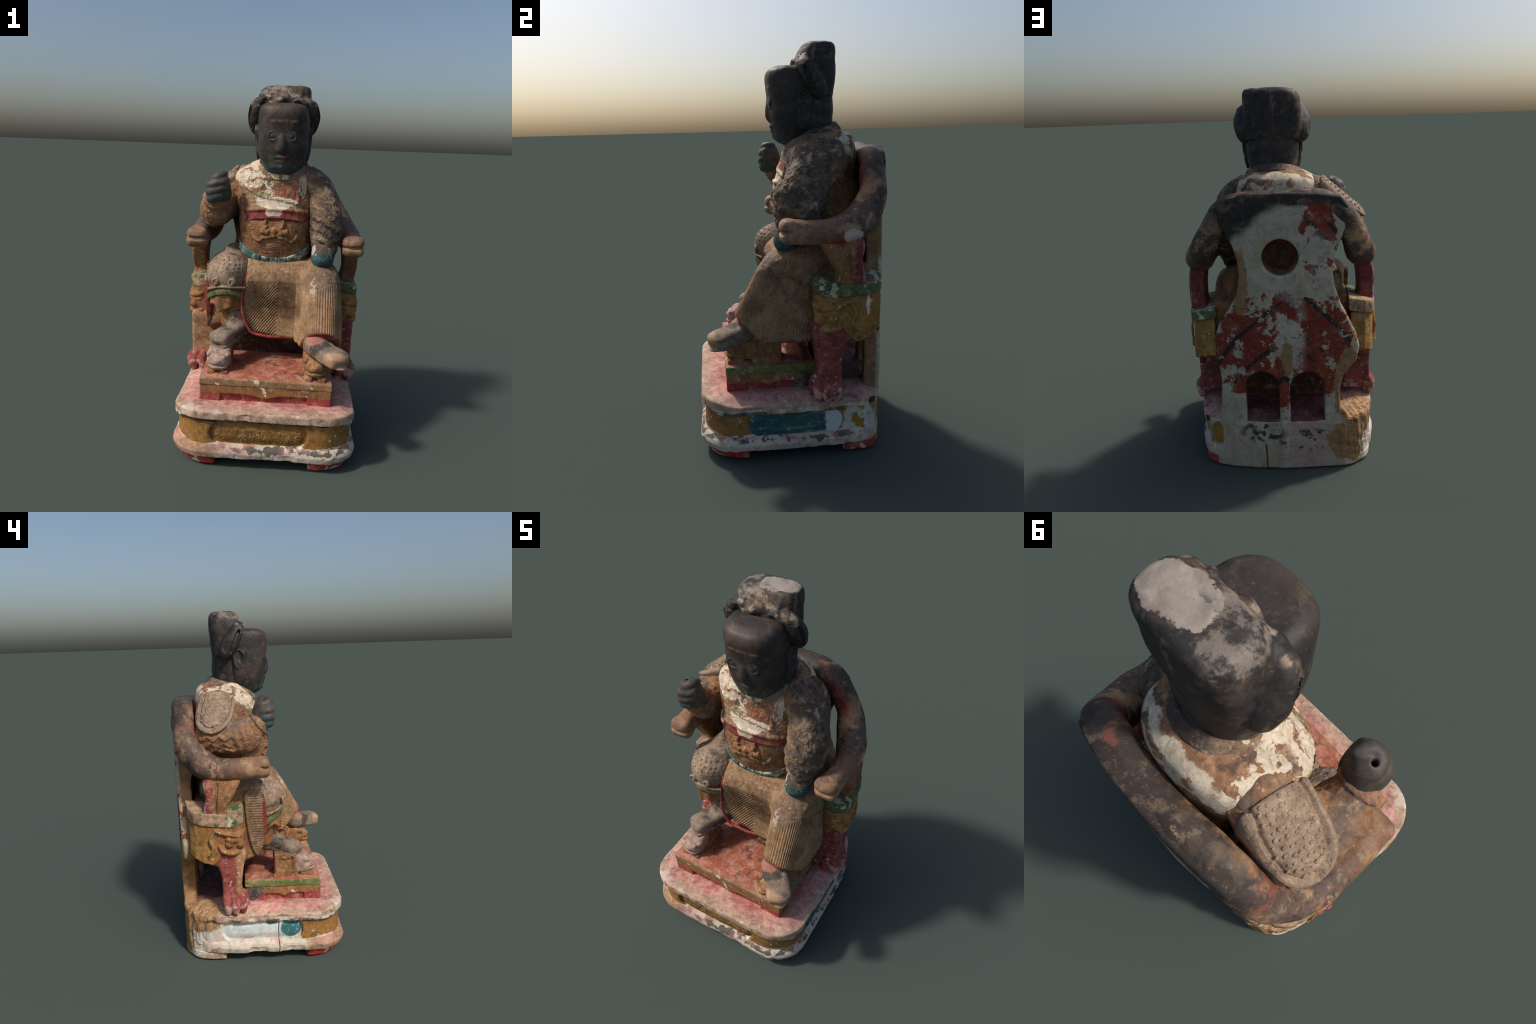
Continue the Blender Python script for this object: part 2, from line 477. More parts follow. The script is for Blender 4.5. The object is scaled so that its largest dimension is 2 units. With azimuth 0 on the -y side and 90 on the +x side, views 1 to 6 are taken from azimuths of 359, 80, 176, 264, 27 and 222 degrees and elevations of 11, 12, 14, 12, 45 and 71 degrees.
def sooty(x, y, z, gray, seed=1):
    """Smoke-blackened wood with pale worn spots."""
    c = mottle('443833', '5c4b43', '302927', 9, seed)
    c = blend(c, '8f7055', noise(8, 6, seed + 4, rough=.6).step(.52, .70) * .85)
    c = blend(c, 'b08c6a', noise(6, 9, seed + 7, rough=.66).step(.50, .60) * .85)
    return dirt(c, .4, seed + 2, '1f1d1c')
def board_paint(x, y, z):
    c = mottle('aea38e', 'bdb39f', '998a72', 7)
    c = blend(c, 'a48c68', noise(6, 5, 3, stretch=(1.8, 1, .5)).step(.48, .66) * .5)
    # vermilion coat that survives in torn islands, with black tiger stripes
    red = mottle('7a3326', '873c2c', '6a2c26', 10)
    f = z + x.abs() * .55 + x * x * 1.2 + n2(3, 3, 2) * .06
    stripe = (f * 62.0).sin() + (f * 27.0 + x * 5).sin() * .7
    red = blend(red, '2b2827', (stripe + n2(9, 5, 3) * 1.6).step(1.15, 1.2))
    def zone(cx, cz, rx, rz):
        dx, dz = (x - cx) / rx, (z - cz) / rz
        return (dx * dx + dz * dz).sqrt().step(1.25, .75)
    keep = n2(10, 10, 6, rough=.74) * 1.9
    mid = zone(-.04, .80, .075, .30).max(zone(.0, 1.15, .3, .18))
    bias = zone(.0, .70, .38, .34) * .40 - .28 - mid * .13 + zone(-.19, 1.27, .10, .23) * .37 + zone(.03, .50, .035, .14) * .3
    red_m = (keep + bias).step(-.006, .006)
    c = blend(c, red, red_m)
    c = blend(c, 'a8a498', mid * noise(9, 5, 8).step(.45, .6) * .5)
    wood = mottle('8c6a3c', '9c7c50', '6f5230', 18, 2)
    c = blend(c, wood, ball(x, y, z, (.215, .45, 1.06), (.05, .5, .17), .03, 10, .004).max(ball(x, y, z, (-.01, .45, .66), (.035, .5, .09), .05, 12, .004)) * .85)
    c = blend(c, rough_wood(2), ball(x, y, z, (-.33, .45, .47), (.08, .5, .20), .02, 10, .004))
    # soot at the top, heavier on one side
    so = (z - x * -.45 + x.abs() * .25 + n2(5, 5, 3) * .16)
    c = blend(c, mottle('2e2b2a', '3b3532', '242322', 6), so.step(1.40, 1.47).max((z + n2(7, 6, 5) * .08).step(1.425, 1.45)).max((x.abs() + z * .62 + n2(7, 6, 6) * .05).step(1.135, 1.155) * z.step(1.25, 1.3)))
    edge = (y - (0.480 - x * x * (.44 - z.step(1.1, 1.35) * .16 - z.step(.7, .4) * .12) - x * .03 + (z - .3).min(.7) * .03 - z.step(1.05, 1.45) * .008)).step(-.012, -.026)
    return blend(c, blend(mottle('9a7450', '7a5236', 'b08a62', 12), '3a302b', (z + n2(6, 4, 2) * .2).step(1.05, 1.25)), edge * .9)
def rail_paint(x, y, z):
    c = sooty(x, y, z, 0)
    back = (y * 1.0 + z * .6 + n2(6, 5, 2) * .2).step(1.20, 1.30)
    c = blend(c, mottle('2e2b2a', '3b3532', '242322', 6), back * .8)
    brown = (y + n2(7, 5, 4) * .2).step(.25, .10)
    c = blend(c, mottle('84604a', '997658', '634a3c', 14, 3), brown * .6)
    red = ball(x, y, z, (.0, .32, 1.33), (.37, .075, .16), .02, 8, .03) * noise(8, 5, 9).step(.40, .55)
    c = blend(c, '8a2f28', red * .8)
    c = blend(c, '8a2c2a', ((-z) + n2(7, 5, 5) * .06).step(-1.11, -1.075) * y.step(.1, .2) * .8)
    c = blend(c, '84503f', noise(7, 9, 31, rough=.7).step(.57, .66) * .65)
    c = blend(c, 'b8977a', noise(9, 9, 33, rough=.7).step(.58, .66) * .75)
    c = blend(c, mottle('c3b4aa', 'b99a98', 'cfc6bc', 14), ball(x, y, z, (.49, .255, 1.105), (.06, .05, .035), .02, 18))
    return c
def post_paint(x, y, z):
    c = flecks(dirt(mottle('80583a', '8e6644', '62432e', 18), .4), 'c8b490', .7, 70, 4, .62)
    c = blend(c, mottle('743230', '84423c', '562826', 12, 2), (y + n2(10, 6, 1) * .06).step(.262, .268))
    return blend(c, '9a9a96', x.abs().step(.476, .484) * y.step(.30, .306) * .5)
def ledge_paint(x, y, z):
    c = mottle('505c3a', '5c6844', '404a30', 16)
    c = flecks(blend(c, 'b9b49a', blot(14, .30, 3)), 'd0caa8', .6, 50, 2, .63)
    worn = x.step(.0, -.1) * ((y + n2(9, 5, 3) * .12).step(.25, .28).max(blot(10, .42, 6)))
    c = blend(c, mottle('a88868', '7d6a58', 'bfa080', 22, 1), worn)
    t = z - x.abs() * -.25 - x.step(.0, -.1) * ((y - .25) * .07 + .0225)
    top = t.step(.9935, .9985)
    pink = mottle('8a4a4c', '9c5f5c', '703a40', 12, 3)
    return dirt(blend(c, pink, top), .3, 5)
def apron_paint(x, y, z):
    c = mottle('8e6636', '9c7442', '704e2e', 14)
    c = blend(c, mottle('8a5e3c', '744a30', '9c7252', 14, 2), x.step(.05, -.05) * (y + n2(8, 5, 2) * .1).step(.30, .22) * .8)
    c = flecks(dirt(c, .4, 4, '46311c'), 'd3c6a6', .8, 36, 6, .64)
    return blend(c, 'cfc8ba', ball(x, y, z, (.49, .335, .77), (.05, .010, .05), .02, 30))
def lion_leg_paint(x, y, z):
    c = mottle('7c3a38', '8e4a44', '602c2c', 12)
    c = blend(c, mottle('a88262', '93704f', 'bb987a', 22, 1), x.step(0, -.1) * (y + n2(7, 5, 3) * .06).step(.155, .135) * z.step(.40, .44) * .9)
    c = blend(c, 'c89c94', (z + n2(16, 8, 2) * .14).step(.375, .35) * noise(18, 8, 4).step(.42, .56) * .85)
    return flecks(dirt(c, .25), 'd0b8ac', .7, 40, 8, .62)
def stool_top_paint(x, y, z):
    c = mottle('8a4c3a', '985a46', '783f34', 10)
    c = blend(c, 'a87a6c', noise(8, 8, 4, rough=.66).step(.46, .64) * .6)
    c = blend(c, '4a3430', blot(11, .26, 6, .012, 10) * .7)
    c = flecks(c, 'c3a090', .45, 30, 2, .62)
    front = (-y).step(.330, .338) * z.step(.446, .436)
    c = blend(c, dirt(mottle('8a6a4a', '7d6048', '9c7f5e', 18, 1), .3), front)
    sd = (x + .006).abs().step(.346, .350)
    c = blend(c, flecks(mottle('566033', '626c3c', '444d28', 14, 2), 'b5b48a', .7, 50, 3, .62), sd * z.step(.443, .437))
    return blend(c, 'd0c6b6', (front.max((-y).step(.29, .33))) * blot(14, .17, 11))
def stool_apron_paint(x, y, z):
    c = dirt(mottle('8a6038', '7c583e', '986e46', 16), .35, 2, '4a3420')
    c = blend(c, 'd0c6b6', blot(13, .14, 4))
    inset = (((x + .006).abs() - .3445).max((y + .122).abs() - .2155)).step(.001, -.004)
    footz = z.step(.358, .352) * ((x + .012).abs().step(.225, .235)).min((y + .13).abs().step(.110, .118))
    c = blend(c, mottle('843234', '964240', '6a2a2c', 12, 3), inset.max(footz))
    dark = (y + n2(8, 5, 6) * .06).step(-.02, .0) * blot(12, .72, 9)
    return blend(c, mottle('33302f', '4a4442', '8a7868', 12), dark * x.abs().step(.3, .33))
def footrest_paint(x, y, z):
    c = dirt(mottle('80583a', '906846', '62442e', 20), .45, 2)
    c = blend(c, mottle('9c8478', '8a7064', 'b09a8c', 16), (x.step(-.1, -.2) * (y + n2(9, 4, 2) * .06).step(-.195, -.215) * z.step(.47, .49)))
    return flecks(c, 'c9ac88', .5, 45, 5, .63)
def boot_paint(x, y, z):
    c = mottle('7c6c5e', '685a50', '8c7866', 10)
    c = blend(c, '35322f', noise(9, 5, 3).step(.50, .62) * .85)
    c = blend(c, 'a8876a', (-y + n2(8, 5, 2) * .06).step(.375, .40) * .8)
    c = blend(c, 'a86a5c', ball(x, y, z, (.25, -.26, .66), (.05, .05, .06), .02, 14) * .7)
    return flecks(c, 'cbb8a4', .35, 40, 6, .64)
def flap_paint(x, y, z):
    c = dirt(mottle('6f5640', '7f6650', '58432f', 12), .35)
    return blend(c, mottle('7c3232', '6a2a2a', '8c423e', 12), (y + n2(9, 4, 2) * .01).step(-.008, -.018))
def skirt_paint(x, y, z):
    c = mottle('8c6d50', '9c7d5e', '705540', 12)
    c = blend(c, 'b59a74', noise(7, 6, 4).step(.52, .72) * .6)
    c = blend(c, '55402c', noise(4, 7, 8, rough=.62).step(.52, .68) * .6)
    c = blend(c, 'a8804e', noise(22, 8, 23, rough=.7).step(.54, .66) * .5)
    c = blend(c, mottle('574a44', '6a5a50', '40383a', 16), ball(x, y, z, (.28, -.12, .95), (.09, .12, .08), .02, 11, .04) * .6)
    c = blend(c, 'cdbfb4', ball(x, y, z, (.225, -.18, .92), (.018, .06, .06), .06, 12, .006) * blot(30, .55, 4) * .55)
    c = flecks(c, 'd6c4a4', .5, 46, 3, .65)
    return dirt(c, .3, 6, '4a3626')
def guard_paint(x, y, z):
    c = mottle('86725f', '988270', '6a5a4c', 16)
    c = blend(c, '5c504a', noise(11, 6, 2).step(.52, .70) * .65)
    c = blend(c, '3e3835', noise(16, 8, 7, rough=.68).step(.54, .64) * .7)
    return flecks(c, 'c3ae96', .5, 60, 4, .62)
def trouser_paint(x, y, z):
    c = dirt(mottle('82583a', '906644', '60422c', 18), .4)
    return c
def green_paint(x, y, z): return flecks(dirt(mottle('4c5632', '5a643c', '3c4428', 20), .6), 'a8a884', .5, 50, 3, .63)
def red_paint(x, y, z): return flecks(dirt(mottle('8c3436', '9c4844', '6c282a', 16), .35), 'c09a8c', .5, 40, 3, .62)
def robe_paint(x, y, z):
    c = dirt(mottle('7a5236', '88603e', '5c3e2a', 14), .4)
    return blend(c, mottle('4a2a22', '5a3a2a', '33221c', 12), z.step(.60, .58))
def torso_paint(x, y, z):
    c = mottle('7a553c', '8a6446', '5c402e', 20)
    c = blend(c, '8f7050', noise(26, 5, 6).step(.52, .66) * .6)
    c = blend(c, 'a8703a', noise(34, 8, 21, rough=.72).step(.55, .64) * .6)
    return dirt(c, .4, 3, '32241a', 14)
def jacket_paint(x, y, z):
    c = mottle('7c5a44', '8c6a50', '5c4436', 18)
    c = blend(c, 'a88a68', noise(24, 5, 3).step(.52, .64) * .6)
    c = blend(c, 'a86c3c', noise(30, 8, 21, rough=.72).step(.55, .64) * .6)
    c = blend(c, '3d3530', blot(11, .36, 7, .05) * .75)
    gesso = mottle('b8a994', 'c6b8a4', 'a09078', 14)
    w = ball(x, y, z, (.0, -.05, 1.352), (.115, .3, .034), .03, 16)
    w = w.max(ball(x, y, z, (-.15, .03, 1.49), (.09, .16, .06), .016, 13, .015) * blot(20, .62, 3))
    w = w.max(ball(x, y, z, (.06, .34, 1.51), (.28, .12, .07), .02, 10, .006) * blot(11, .55, 5, .01, 9))
    w = w.max(ball(x, y, z, (-.17, .16, 1.52), (.12, .16, .06), .03, 12, .006) * blot(16, .55, 9, .01, 9))
    w = w.max(ball(x, y, z, (.145, -.0, 1.45), (.020, .14, .07), .014, 16) * .8)
    w = w.max(ball(x, y, z, (-.08, .0, 1.42), (.08, .15, .06), .02, 14) * blot(26, .42, 8))
    c = blend(c, gesso, w)
    c = blend(c, '8a3a2c', ball(x, y, z, (.10, -.02, 1.42), (.10, .2, .05), .02, 12, .04) * noise(24, 5, 4).step(.5, .62) * .7)
    sash = (z + x * x * .75).step(1.321, 1.317) * y.step(.1, .05)
    s = mottle('7c3236', '8c4844', '5a2228', 14, 4)
    s = blend(s, 'a8704c', blot(12, .35, 3, .04) * .7)
    s = blend(s, gesso, ball(x, y, z, (-.01, -.06, 1.305), (.05, .2, .028), .035, 16).max(blot(20, .20, 6)))
    s = blend(s, '5c1c20', (z + x * x * .9).step(1.276, 1.270))
    c = blend(c, s, sash)
    c = blend(c, '5c6a34', ball(x, y, z, (-.10, -.03, 1.398), (.09, .08, .008), .01, 20) * .6)
    return dirt(c, .2, 2)
def belt_paint(x, y, z):
    c = mottle('33585a', '42686a', '26464a', 16)
    c = blend(c, 'b4b09c', blot(22, .36, 3))
    c = blend(c, '8a7a40', blot(26, .16, 5))
    return dirt(c, .4, 4, '1c2626')
def collar_paint(x, y, z):
    c = dirt(mottle('7a6450', '8a7560', '54463c', 18), .45)
    return blend(blend(c, 'c3b498', blot(18, .30, 4)), '34302e', ball(x, y, z, (.12, .28, 1.57), (.20, .17, .1), .02, 10, .02) * .85)
def neck_paint(x, y, z):
    return blend(dirt(mottle('1c6a86', '1a5a6e', '2a7f96', 16), .45, 3, '1c2624'), mottle('34302d', '4a4038', '28262a', 14), (y + n2(12, 5, 2) * .05).step(.10, .14))
def arm_raised_paint(x, y, z):
    c = mottle('86664e', '72533e', '96745a', 16)
    c = blend(c, '5c534d', noise(8, 9, 3, rough=.66).step(.48, .60) * .8)
    c = blend(c, '8a6038', ball(x, y, z, (-.22, .08, 1.42), (.08, .08, .06), .02, 12, .05).max(blot(10, .22, 5, .05)) * .75)
    c = blend(c, 'a06c3e', noise(26, 8, 21, rough=.72).step(.54, .64) * .55)
    return dirt(flecks(c, 'bfa384', .5, 50, 4, .63), .3, 2)
def arm_sooty_paint(x, y, z):
    c = mottle('4a3f38', '5c4e44', '332d2a', 11)
    c = blend(c, '8f7862', noise(13, 8, 4, rough=.62, stretch=(1, 1, 1.5)).step(.50, .68) * .85)
    c = blend(c, '765c3c', blot(13, .22, 7, .04, 9) * .65)
    c = blend(c, 'ad9c8c', blot(14, .20, 3, .03, 9) * .7)
    return flecks(c, 'b39c84', .4, 50, 6, .63)
def cuff_paint(x, y, z):
    c = dirt(mottle('2a4e54', '345a60', '203a40', 14), .8, 3, '25211f', 16)
    c = blend(c, '54463c', (z + n2(12, 5, 2) * .06).step(1.085, 1.10))
    return blend(c, 'a39c92', ball(x, y, z, (.222, -.05, 1.10), (.018, .05, .03), .06, 14, .006) * blot(30, .6, 4))
def skin_black(x, y, z):
    c = mottle('2a2827', '353130', '201f1f', 9)
    c = blend(c, '4c3c32', noise(7, 8, 3, rough=.66).step(.50, .66) * .7)
    c = blend(c, '4c4440', noise(9, 9, 8, rough=.68).step(.54, .66) * .5)
    return blend(c, '6c625a', noise(14, 9, 5, rough=.7).step(.58, .68) * .5)
def head_paint(x, y, z):
    c = skin_black(x, y, z)
    dx = x - .024
    mouth = ball(x, y, z, (.024, -.05, 1.575), (.115, .09, .055), .012, 12, .03)
    c = blend(c, '6a4530', mouth * noise(16, 6, 4).step(.46, .60) * .8)
    c = blend(c, '2a4a44', mouth * noise(9, 5, 7).step(.52, .66) * .6)
    jaw = (z + y * .35 + n2(9, 5, 4) * .05).step(1.575, 1.535)
    c = blend(c, mottle('1f4a48', '1c5a5c', '1b3634', 12), jaw * .55)
    line = ((dx.abs() - .10) * (dx.abs() - .10) + (z - 1.60) * (z - 1.60)).sqrt()
    c = blend(c, '32524a', band(line, .026, .031, .003) * y.step(.0, -.02) * .35)
    for ex in (.070, -.031):
        r = ((x - ex) * (x - ex) + (z - 1.715) * (z - 1.715)).sqrt() + n2(20, 3, 2) * .008
        c = blend(c, '3f5c56', band(r, .020, .030, .004) * y.step(-.04, -.06) * .3)
    c = blend(c, '8a6248', ball(x, y, z, (.03, -.085, 1.795), (.075, .06, .008), .03, 14, .04) * noise(14, 4, 6).step(.42, .6) * .8)
    return blend(c, '54463c', ball(x, y, z, (.02, -.06, 1.85), (.10, .09, .04), .02, 9, .1) * .6)
def hat_paint(x, y, z):
    c = mottle('2a2827', '383432', '1f1e1e', 9)
    c = blend(c, '6e5a4a', noise(10, 6, 5, rough=.6).step(.54, .70) * (z + y * -.4).step(1.78, 1.90) * .85)
    c = blend(c, 'a28f7c', noise(22, 6, 8).step(.50, .62) * y.step(.12, .085) * z.step(1.87, 1.89) * .8)
    c = blend(c, '5f4c3e', noise(8, 9, 12, rough=.7, stretch=(1, 1, .5)).step(.53, .64) * .7)
    c = blend(c, '8a7462', noise(12, 9, 16, rough=.7, stretch=(1, 1, .6)).step(.60, .68) * .6)
    top = ball(x, y, z, (.072, .172, 2.0), (.090, .062, .024), .030, 11, .004)
    g = mottle('948a7e', '847a70', 'a0968a', 10)
    g = blend(g, '5a5450', blot(16, .16, 4, .03) * noise(4, 2, 2, stretch=(1, 4, 1)).step(.45, .6))
    c = blend(c, '857a70', ball(x, y, z, (-.05, .16, 1.98), (.10, .09, .05), .03, 9, .02) * noise(14, 9, 9, rough=.7).step(.46, .56) * .65)
    return blend(c, g, top)
def hand_paint(x, y, z):
    c = mottle('3a3633', '4a423d', '2c2a29', 12)
    c = blend(c, '2c4c46', (z + n2(12, 5, 3) * .08).step(1.42, 1.37) * .8)
    return blend(c, '7a5236', (z + n2(18, 5, 5) * .06).step(1.36, 1.34) * noise(24, 4, 2).step(.48, .6) * .8)
M = {k: material(k, f, *a) for k, f, *a in (
    ('slab_paint', slab_paint), ('wall_paint', wall_paint, .75, .25, .45, 120, .6, 1.08), ('moulding_paint', moulding_paint, .75, .25, .45, 120, .6, 1.08), ('foot_paint', foot_paint), ('back_paint', back_paint, .75, .25, .45, 120, .6, 1.08),
    ('board_paint', board_paint, .75, .25, .45, 120, .6, 1.08), ('rail_paint', rail_paint, .62, .3, .45, 110, .7, 1.2), ('post_paint', post_paint), ('ledge_paint', ledge_paint), ('apron_paint', apron_paint), ('lion_leg_paint', lion_leg_paint),
    ('stool_top_paint', stool_top_paint), ('stool_apron_paint', stool_apron_paint), ('footrest_paint', footrest_paint), ('boot_paint', boot_paint), ('skirt_paint', skirt_paint, .75, .25, .5, 120, 1.1, 1.12), ('flap_paint', flap_paint),
    ('guard_paint', guard_paint, .75, .25, .5, 120, 1.1, 1.15), ('trouser_paint', trouser_paint), ('green_paint', green_paint), ('red_paint', red_paint), ('robe_paint', robe_paint), ('torso_paint', torso_paint),
    ('jacket_paint', jacket_paint), ('belt_paint', belt_paint), ('collar_paint', collar_paint), ('neck_paint', neck_paint), ('arm_raised_paint', arm_raised_paint),
    ('arm_sooty_paint', arm_sooty_paint), ('cuff_paint', cuff_paint), ('head_paint', head_paint, .55, .3, .35, 90, .25, 1.05), ('hat_paint', hat_paint, .6, .3, .45, 90, .4, 1.08), ('hand_paint', hand_paint, .55, .3, .35, 90, .3, 1.1))}
# ------------------------------------------------------------------ parts
root = bpy.data.objects.new('temple_statue', None)
bpy.context.collection.objects.link(root)
root.rotation_euler = (0, 0, YAW)
root.location = (0, 0, .003)
root['label'] = 'weathered painted wooden figure of an official seated on a carved chair'
root['category'] = 'wooden statue'

def back_plane(x, z): return 0.480 - 0.03 * x - (0.44 - .16 * sstep(1.1, 1.35, z) - .12 * sstep(.7, .4, z)) * x * x + .012 * sstep(-.15, -.32, x) * sstep(.95, .7, z) + 0.03 * np.clip(z - 0.3, -.3, .7) - .008 * sstep(1.05, 1.45, z)      # rounded like the log it was cut from

def rough_cut(V, N):
    """Chisel marks where the rear corner was hacked back to bare wood."""
    m = sstep(1.1, .6, np.sqrt(((V[:, 0] + .40) / .16) ** 2 + ((V[:, 1] - .40) / .16) ** 2 + ((V[:, 2] - .30) / .34) ** 2))
    return m * (.009 * fbm(V * [1, 1, .35], 34, 3, 77) - .004)

# ---- pedestal: slab, wall with sunk panels, rounded moulding, feet
def plan(x, y, grow=0.0):
    """Plan outline of the pedestal: round front corners, cut back corners."""
    x = x + .007
    w = 0.490 - .030 * sstep(.15, .42, y) + np.where(x < 0, .003 * sstep(-.1, -.35, y), 0)
    grow = grow * (1 - sstep(.2, .40, y))
    d = rrect(x * (.492 / w), y - 0.1, 0.486 + grow, 0.574 + grow, 0.185)
    back = back_plane(x, 0.2) - 0.004
    d = smax(d, y - back, 0.03)
    ch = (np.abs(x + .008) * 0.72 + y * 0.72) - np.where(x > 0, .606, .590) - grow               # chamfer at the back corners
    return smax(d, ch, 0.05)

def layer(z0, z1, grow, r):
    def f(x, y, z): return extr(plan(x, y, grow), z - (z0 + z1) / 2, (z1 - z0) / 2, r)
    f.box = ((-.56, -.53, z0), (.56, .5, z1)); return f

LO, HI = (-.56, -.54, -.015), (.56, .53, .35)
F = Field(LO, HI, 0.0045)
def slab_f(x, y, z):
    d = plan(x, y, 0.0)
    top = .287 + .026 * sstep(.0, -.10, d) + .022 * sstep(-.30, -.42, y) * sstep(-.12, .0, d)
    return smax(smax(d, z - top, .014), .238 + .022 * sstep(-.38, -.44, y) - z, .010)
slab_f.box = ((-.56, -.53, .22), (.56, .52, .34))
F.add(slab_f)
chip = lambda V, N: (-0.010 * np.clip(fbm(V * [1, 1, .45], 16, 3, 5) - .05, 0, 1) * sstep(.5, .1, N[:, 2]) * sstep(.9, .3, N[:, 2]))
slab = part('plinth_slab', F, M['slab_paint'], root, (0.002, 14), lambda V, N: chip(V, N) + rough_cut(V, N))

def panel_face(x, y, z, side):
    """2D stadium on one face of the wall."""
    if side == 'front': u, v, hu = x + .028, z - .186, .255
    elif side == 'right': u, v, hu = y + .016, z - .180, .237
    else: u, v, hu = y - .010, z - .184, .233
    return rrect(u, v, hu, .066, .064)

F = Field(LO, HI, 0.0042)
F.add(layer(.09, .272, -.018, .006))
def sink(side, axis, at, sgn, depth):
    def f(x, y, z):
        d2 = panel_face(x, y, z, side)
        w = (x if axis == 0 else y) * sgn
        return smax(d2, at - depth * sstep(-.05, .0, d2) * 1.0 - depth * .4 - w, .006)
    return f
F.cut(sink('front', 1, .456, -1, .012), .004)
F.cut(sink('right', 0, .472, 1, .012), .004)
F.cut(sink('left', 0, .473, -1, .012), .004)
def scrolls(V, N):
    front = sstep(-.43, -.445, V[:, 1]) * sstep(.004, -.012, rrect(V[:, 0] + .028, V[:, 2] - .186, .255, .066, .064))
    w = fbm(V * [1, 0, 1], 17, 2, 9)
    return 0.0016 * np.sin(w * 24 + V[:, 0] * 30) * front
wall = part('plinth_wall', F, M['wall_paint'], root, (0.0012, 20), lambda V, N: scrolls(V, N) + rough_cut(V, N))

F = Field(LO, HI, 0.005)
def moulding(x, y, z):
    t = np.clip((z - .045) / .075, 0, 1)
    g = np.interp(z, [.04, .055, .085, .105, .125], [-.016, .004, .010, .002, -.022]).astype(F32)
    return smax(plan(x, y, g), np.abs(z - .085) - .040, .012)
F.add(moulding)
part('plinth_moulding', F, M['moulding_paint'], root, (0.0022, 14), chip)

F = Field(LO, HI, 0.006)
def feet(x, y, z):
    d = smax(plan(x, y, -.012 - .25 * np.clip(.05 - z, 0, .05)), np.abs(z - .028) - .026, .008)
    gx = np.abs(x + .01) - (.235 + .6 * (z - .0))          # cut-outs under the front and sides
    gap_f = np.maximum(gx, y + .3)
    gap_s = np.maximum(np.abs(y + .01) - (.225 + .6 * z), .33 - np.abs(x))
    return smax(smax(d, -gap_f, .02), -gap_s, .02)
F.add(feet)
part('plinth_foot', F, M['foot_paint'], root, (0.0015, 18))

# solid block at the back, flush with the chair back, with a rib below the mullion
F = Field((-.46, .1, -.01), (.47, .53, .32), 0.004)
def backblock(x, y, z):
    d = smax(np.maximum(plan(x, y, 0) - .004, .2 - y), np.abs(x + .005) - (.395 + .035 * np.clip(z / .28, 0, 1)), .03)
    return smax(d, np.abs(z - .138) - .139, .01)
F.add(backblock, 0)
F.tube([(.008, .470, .27, .024), (.013, .466, .18, .022), (.02, .464, .10, .018), (.035, .462, .02, .014)], 12, .015)
back_base = part('plinth_back', F, M['back_paint'], root, (0.002, 12), rough_cut)

# ---- footstool
F = Field((-.40, -.37, .27), (.39, .14, .46), 0.004)
def stool_f(x, y, z):
    d = rrect(x + .006, y + .122, .355, .225, .006)
    return smax(smax(d, z - .440 - .016 * sstep(-.008, -.06, d), .008), .398 - z, .004)
F.add(stool_f)
part('stool_top', F, M['stool_top_paint'], root, (0.0015, 16))
F = Field((-.40, -.37, .27), (.39, .14, .46), 0.0035)
F.add(box((-.006, -.122, .379), (.351, .222, .026), .004))
def ogee(u, half):
    """Lower edge of the apron: rises behind each foot and dips to a cusp in the middle."""
    a = np.abs(u) / half
    return np.interp(a, [0, .12, .35, .6, .85, 1.0], [.331, .340, .352, .357, .366, .368]).astype(F32)
def apron(x, y, z):
    ux, uy = x + .012, y + .13
    d = rrect(x + .006, y + .122, .351, .222, .004)
    zx, zy = ogee(ux, .232), ogee(uy, .115)
    open_x = np.maximum(np.abs(ux) - .232, z - zx)
    open_y = np.maximum(np.abs(uy) - .115, z - zy)
    body = np.maximum(d, np.abs(z - .338) - .036)
    core = np.maximum(rrect(x + .006, y + .122, .338, .209, .004), np.abs(z - .325) - .045)
    return np.minimum(np.maximum(np.maximum(body, -open_x), -open_y), core)
F.add(apron)
part('stool_apron', F, M['stool_apron_paint'], root, (0.001, 20))

# ---- chair back
board = [(.0, 1.497), (.2, 1.496), (.30, 1.470), (.35, 1.43), (.337, 1.35), (.302, 1.29), (.275, 1.24), (.252, 1.16), (.246, 1.08),
         (.265, .98), (.31, .90), (.36, .83), (.386, .76), (.39, .70), (.38, .62), (.366, .5), (.374, .38), (.388, .30), (.388, .24),
         (-.345, .24), (-.33, .30), (-.292, .36), (-.285, .44), (-.308, .53), (-.345, .60), (-.36, .68), (-.345, .75), (-.31, .83),
         (-.265, .92), (-.232, 1.02), (-.222, 1.10), (-.240, 1.19), (-.272, 1.27), (-.302, 1.35), (-.312, 1.42), (-.27, 1.47), (-.15, 1.490)]
board = [(x if x < 0 and z < .56 else x - .033 if z < 1.4 else x - .030, z) for x, z in board]        # in the chair's own frame
F = Field((-.42, .30, .22), (.45, .56, 1.54), 0.0056)
def splat(x, y, z):
    d2 = poly2(x, z, board)
    def arch(cx, hw, top):
        r = hw
        return np.where(z > top - r, length(x - cx, z - (top - r)) - r, np.maximum(np.abs(x - cx) - hw, z - top))
    a1, a2 = arch(.120, .087, .565), arch(-.115, .090, .560)
    d2 = smax(d2, -a1, .012); d2 = smax(d2, -a2, .012)
    yb = back_plane(x, z)
    ht = .042 + .013 * sstep(1.0, 1.15, z) * sstep(1.42, 1.34, z) - .014 * sstep(1.36, 1.42, z)
    return extr(d2, y - (yb - ht), ht, .014)
F.add(splat)
hole = cap((.005, .62, 1.177), (.005, .37, 1.177), .098, .086)
F.cut(hole, .012)
part('chair_back', F, M['board_paint'], root, (0.0012, 12), rough_cut)

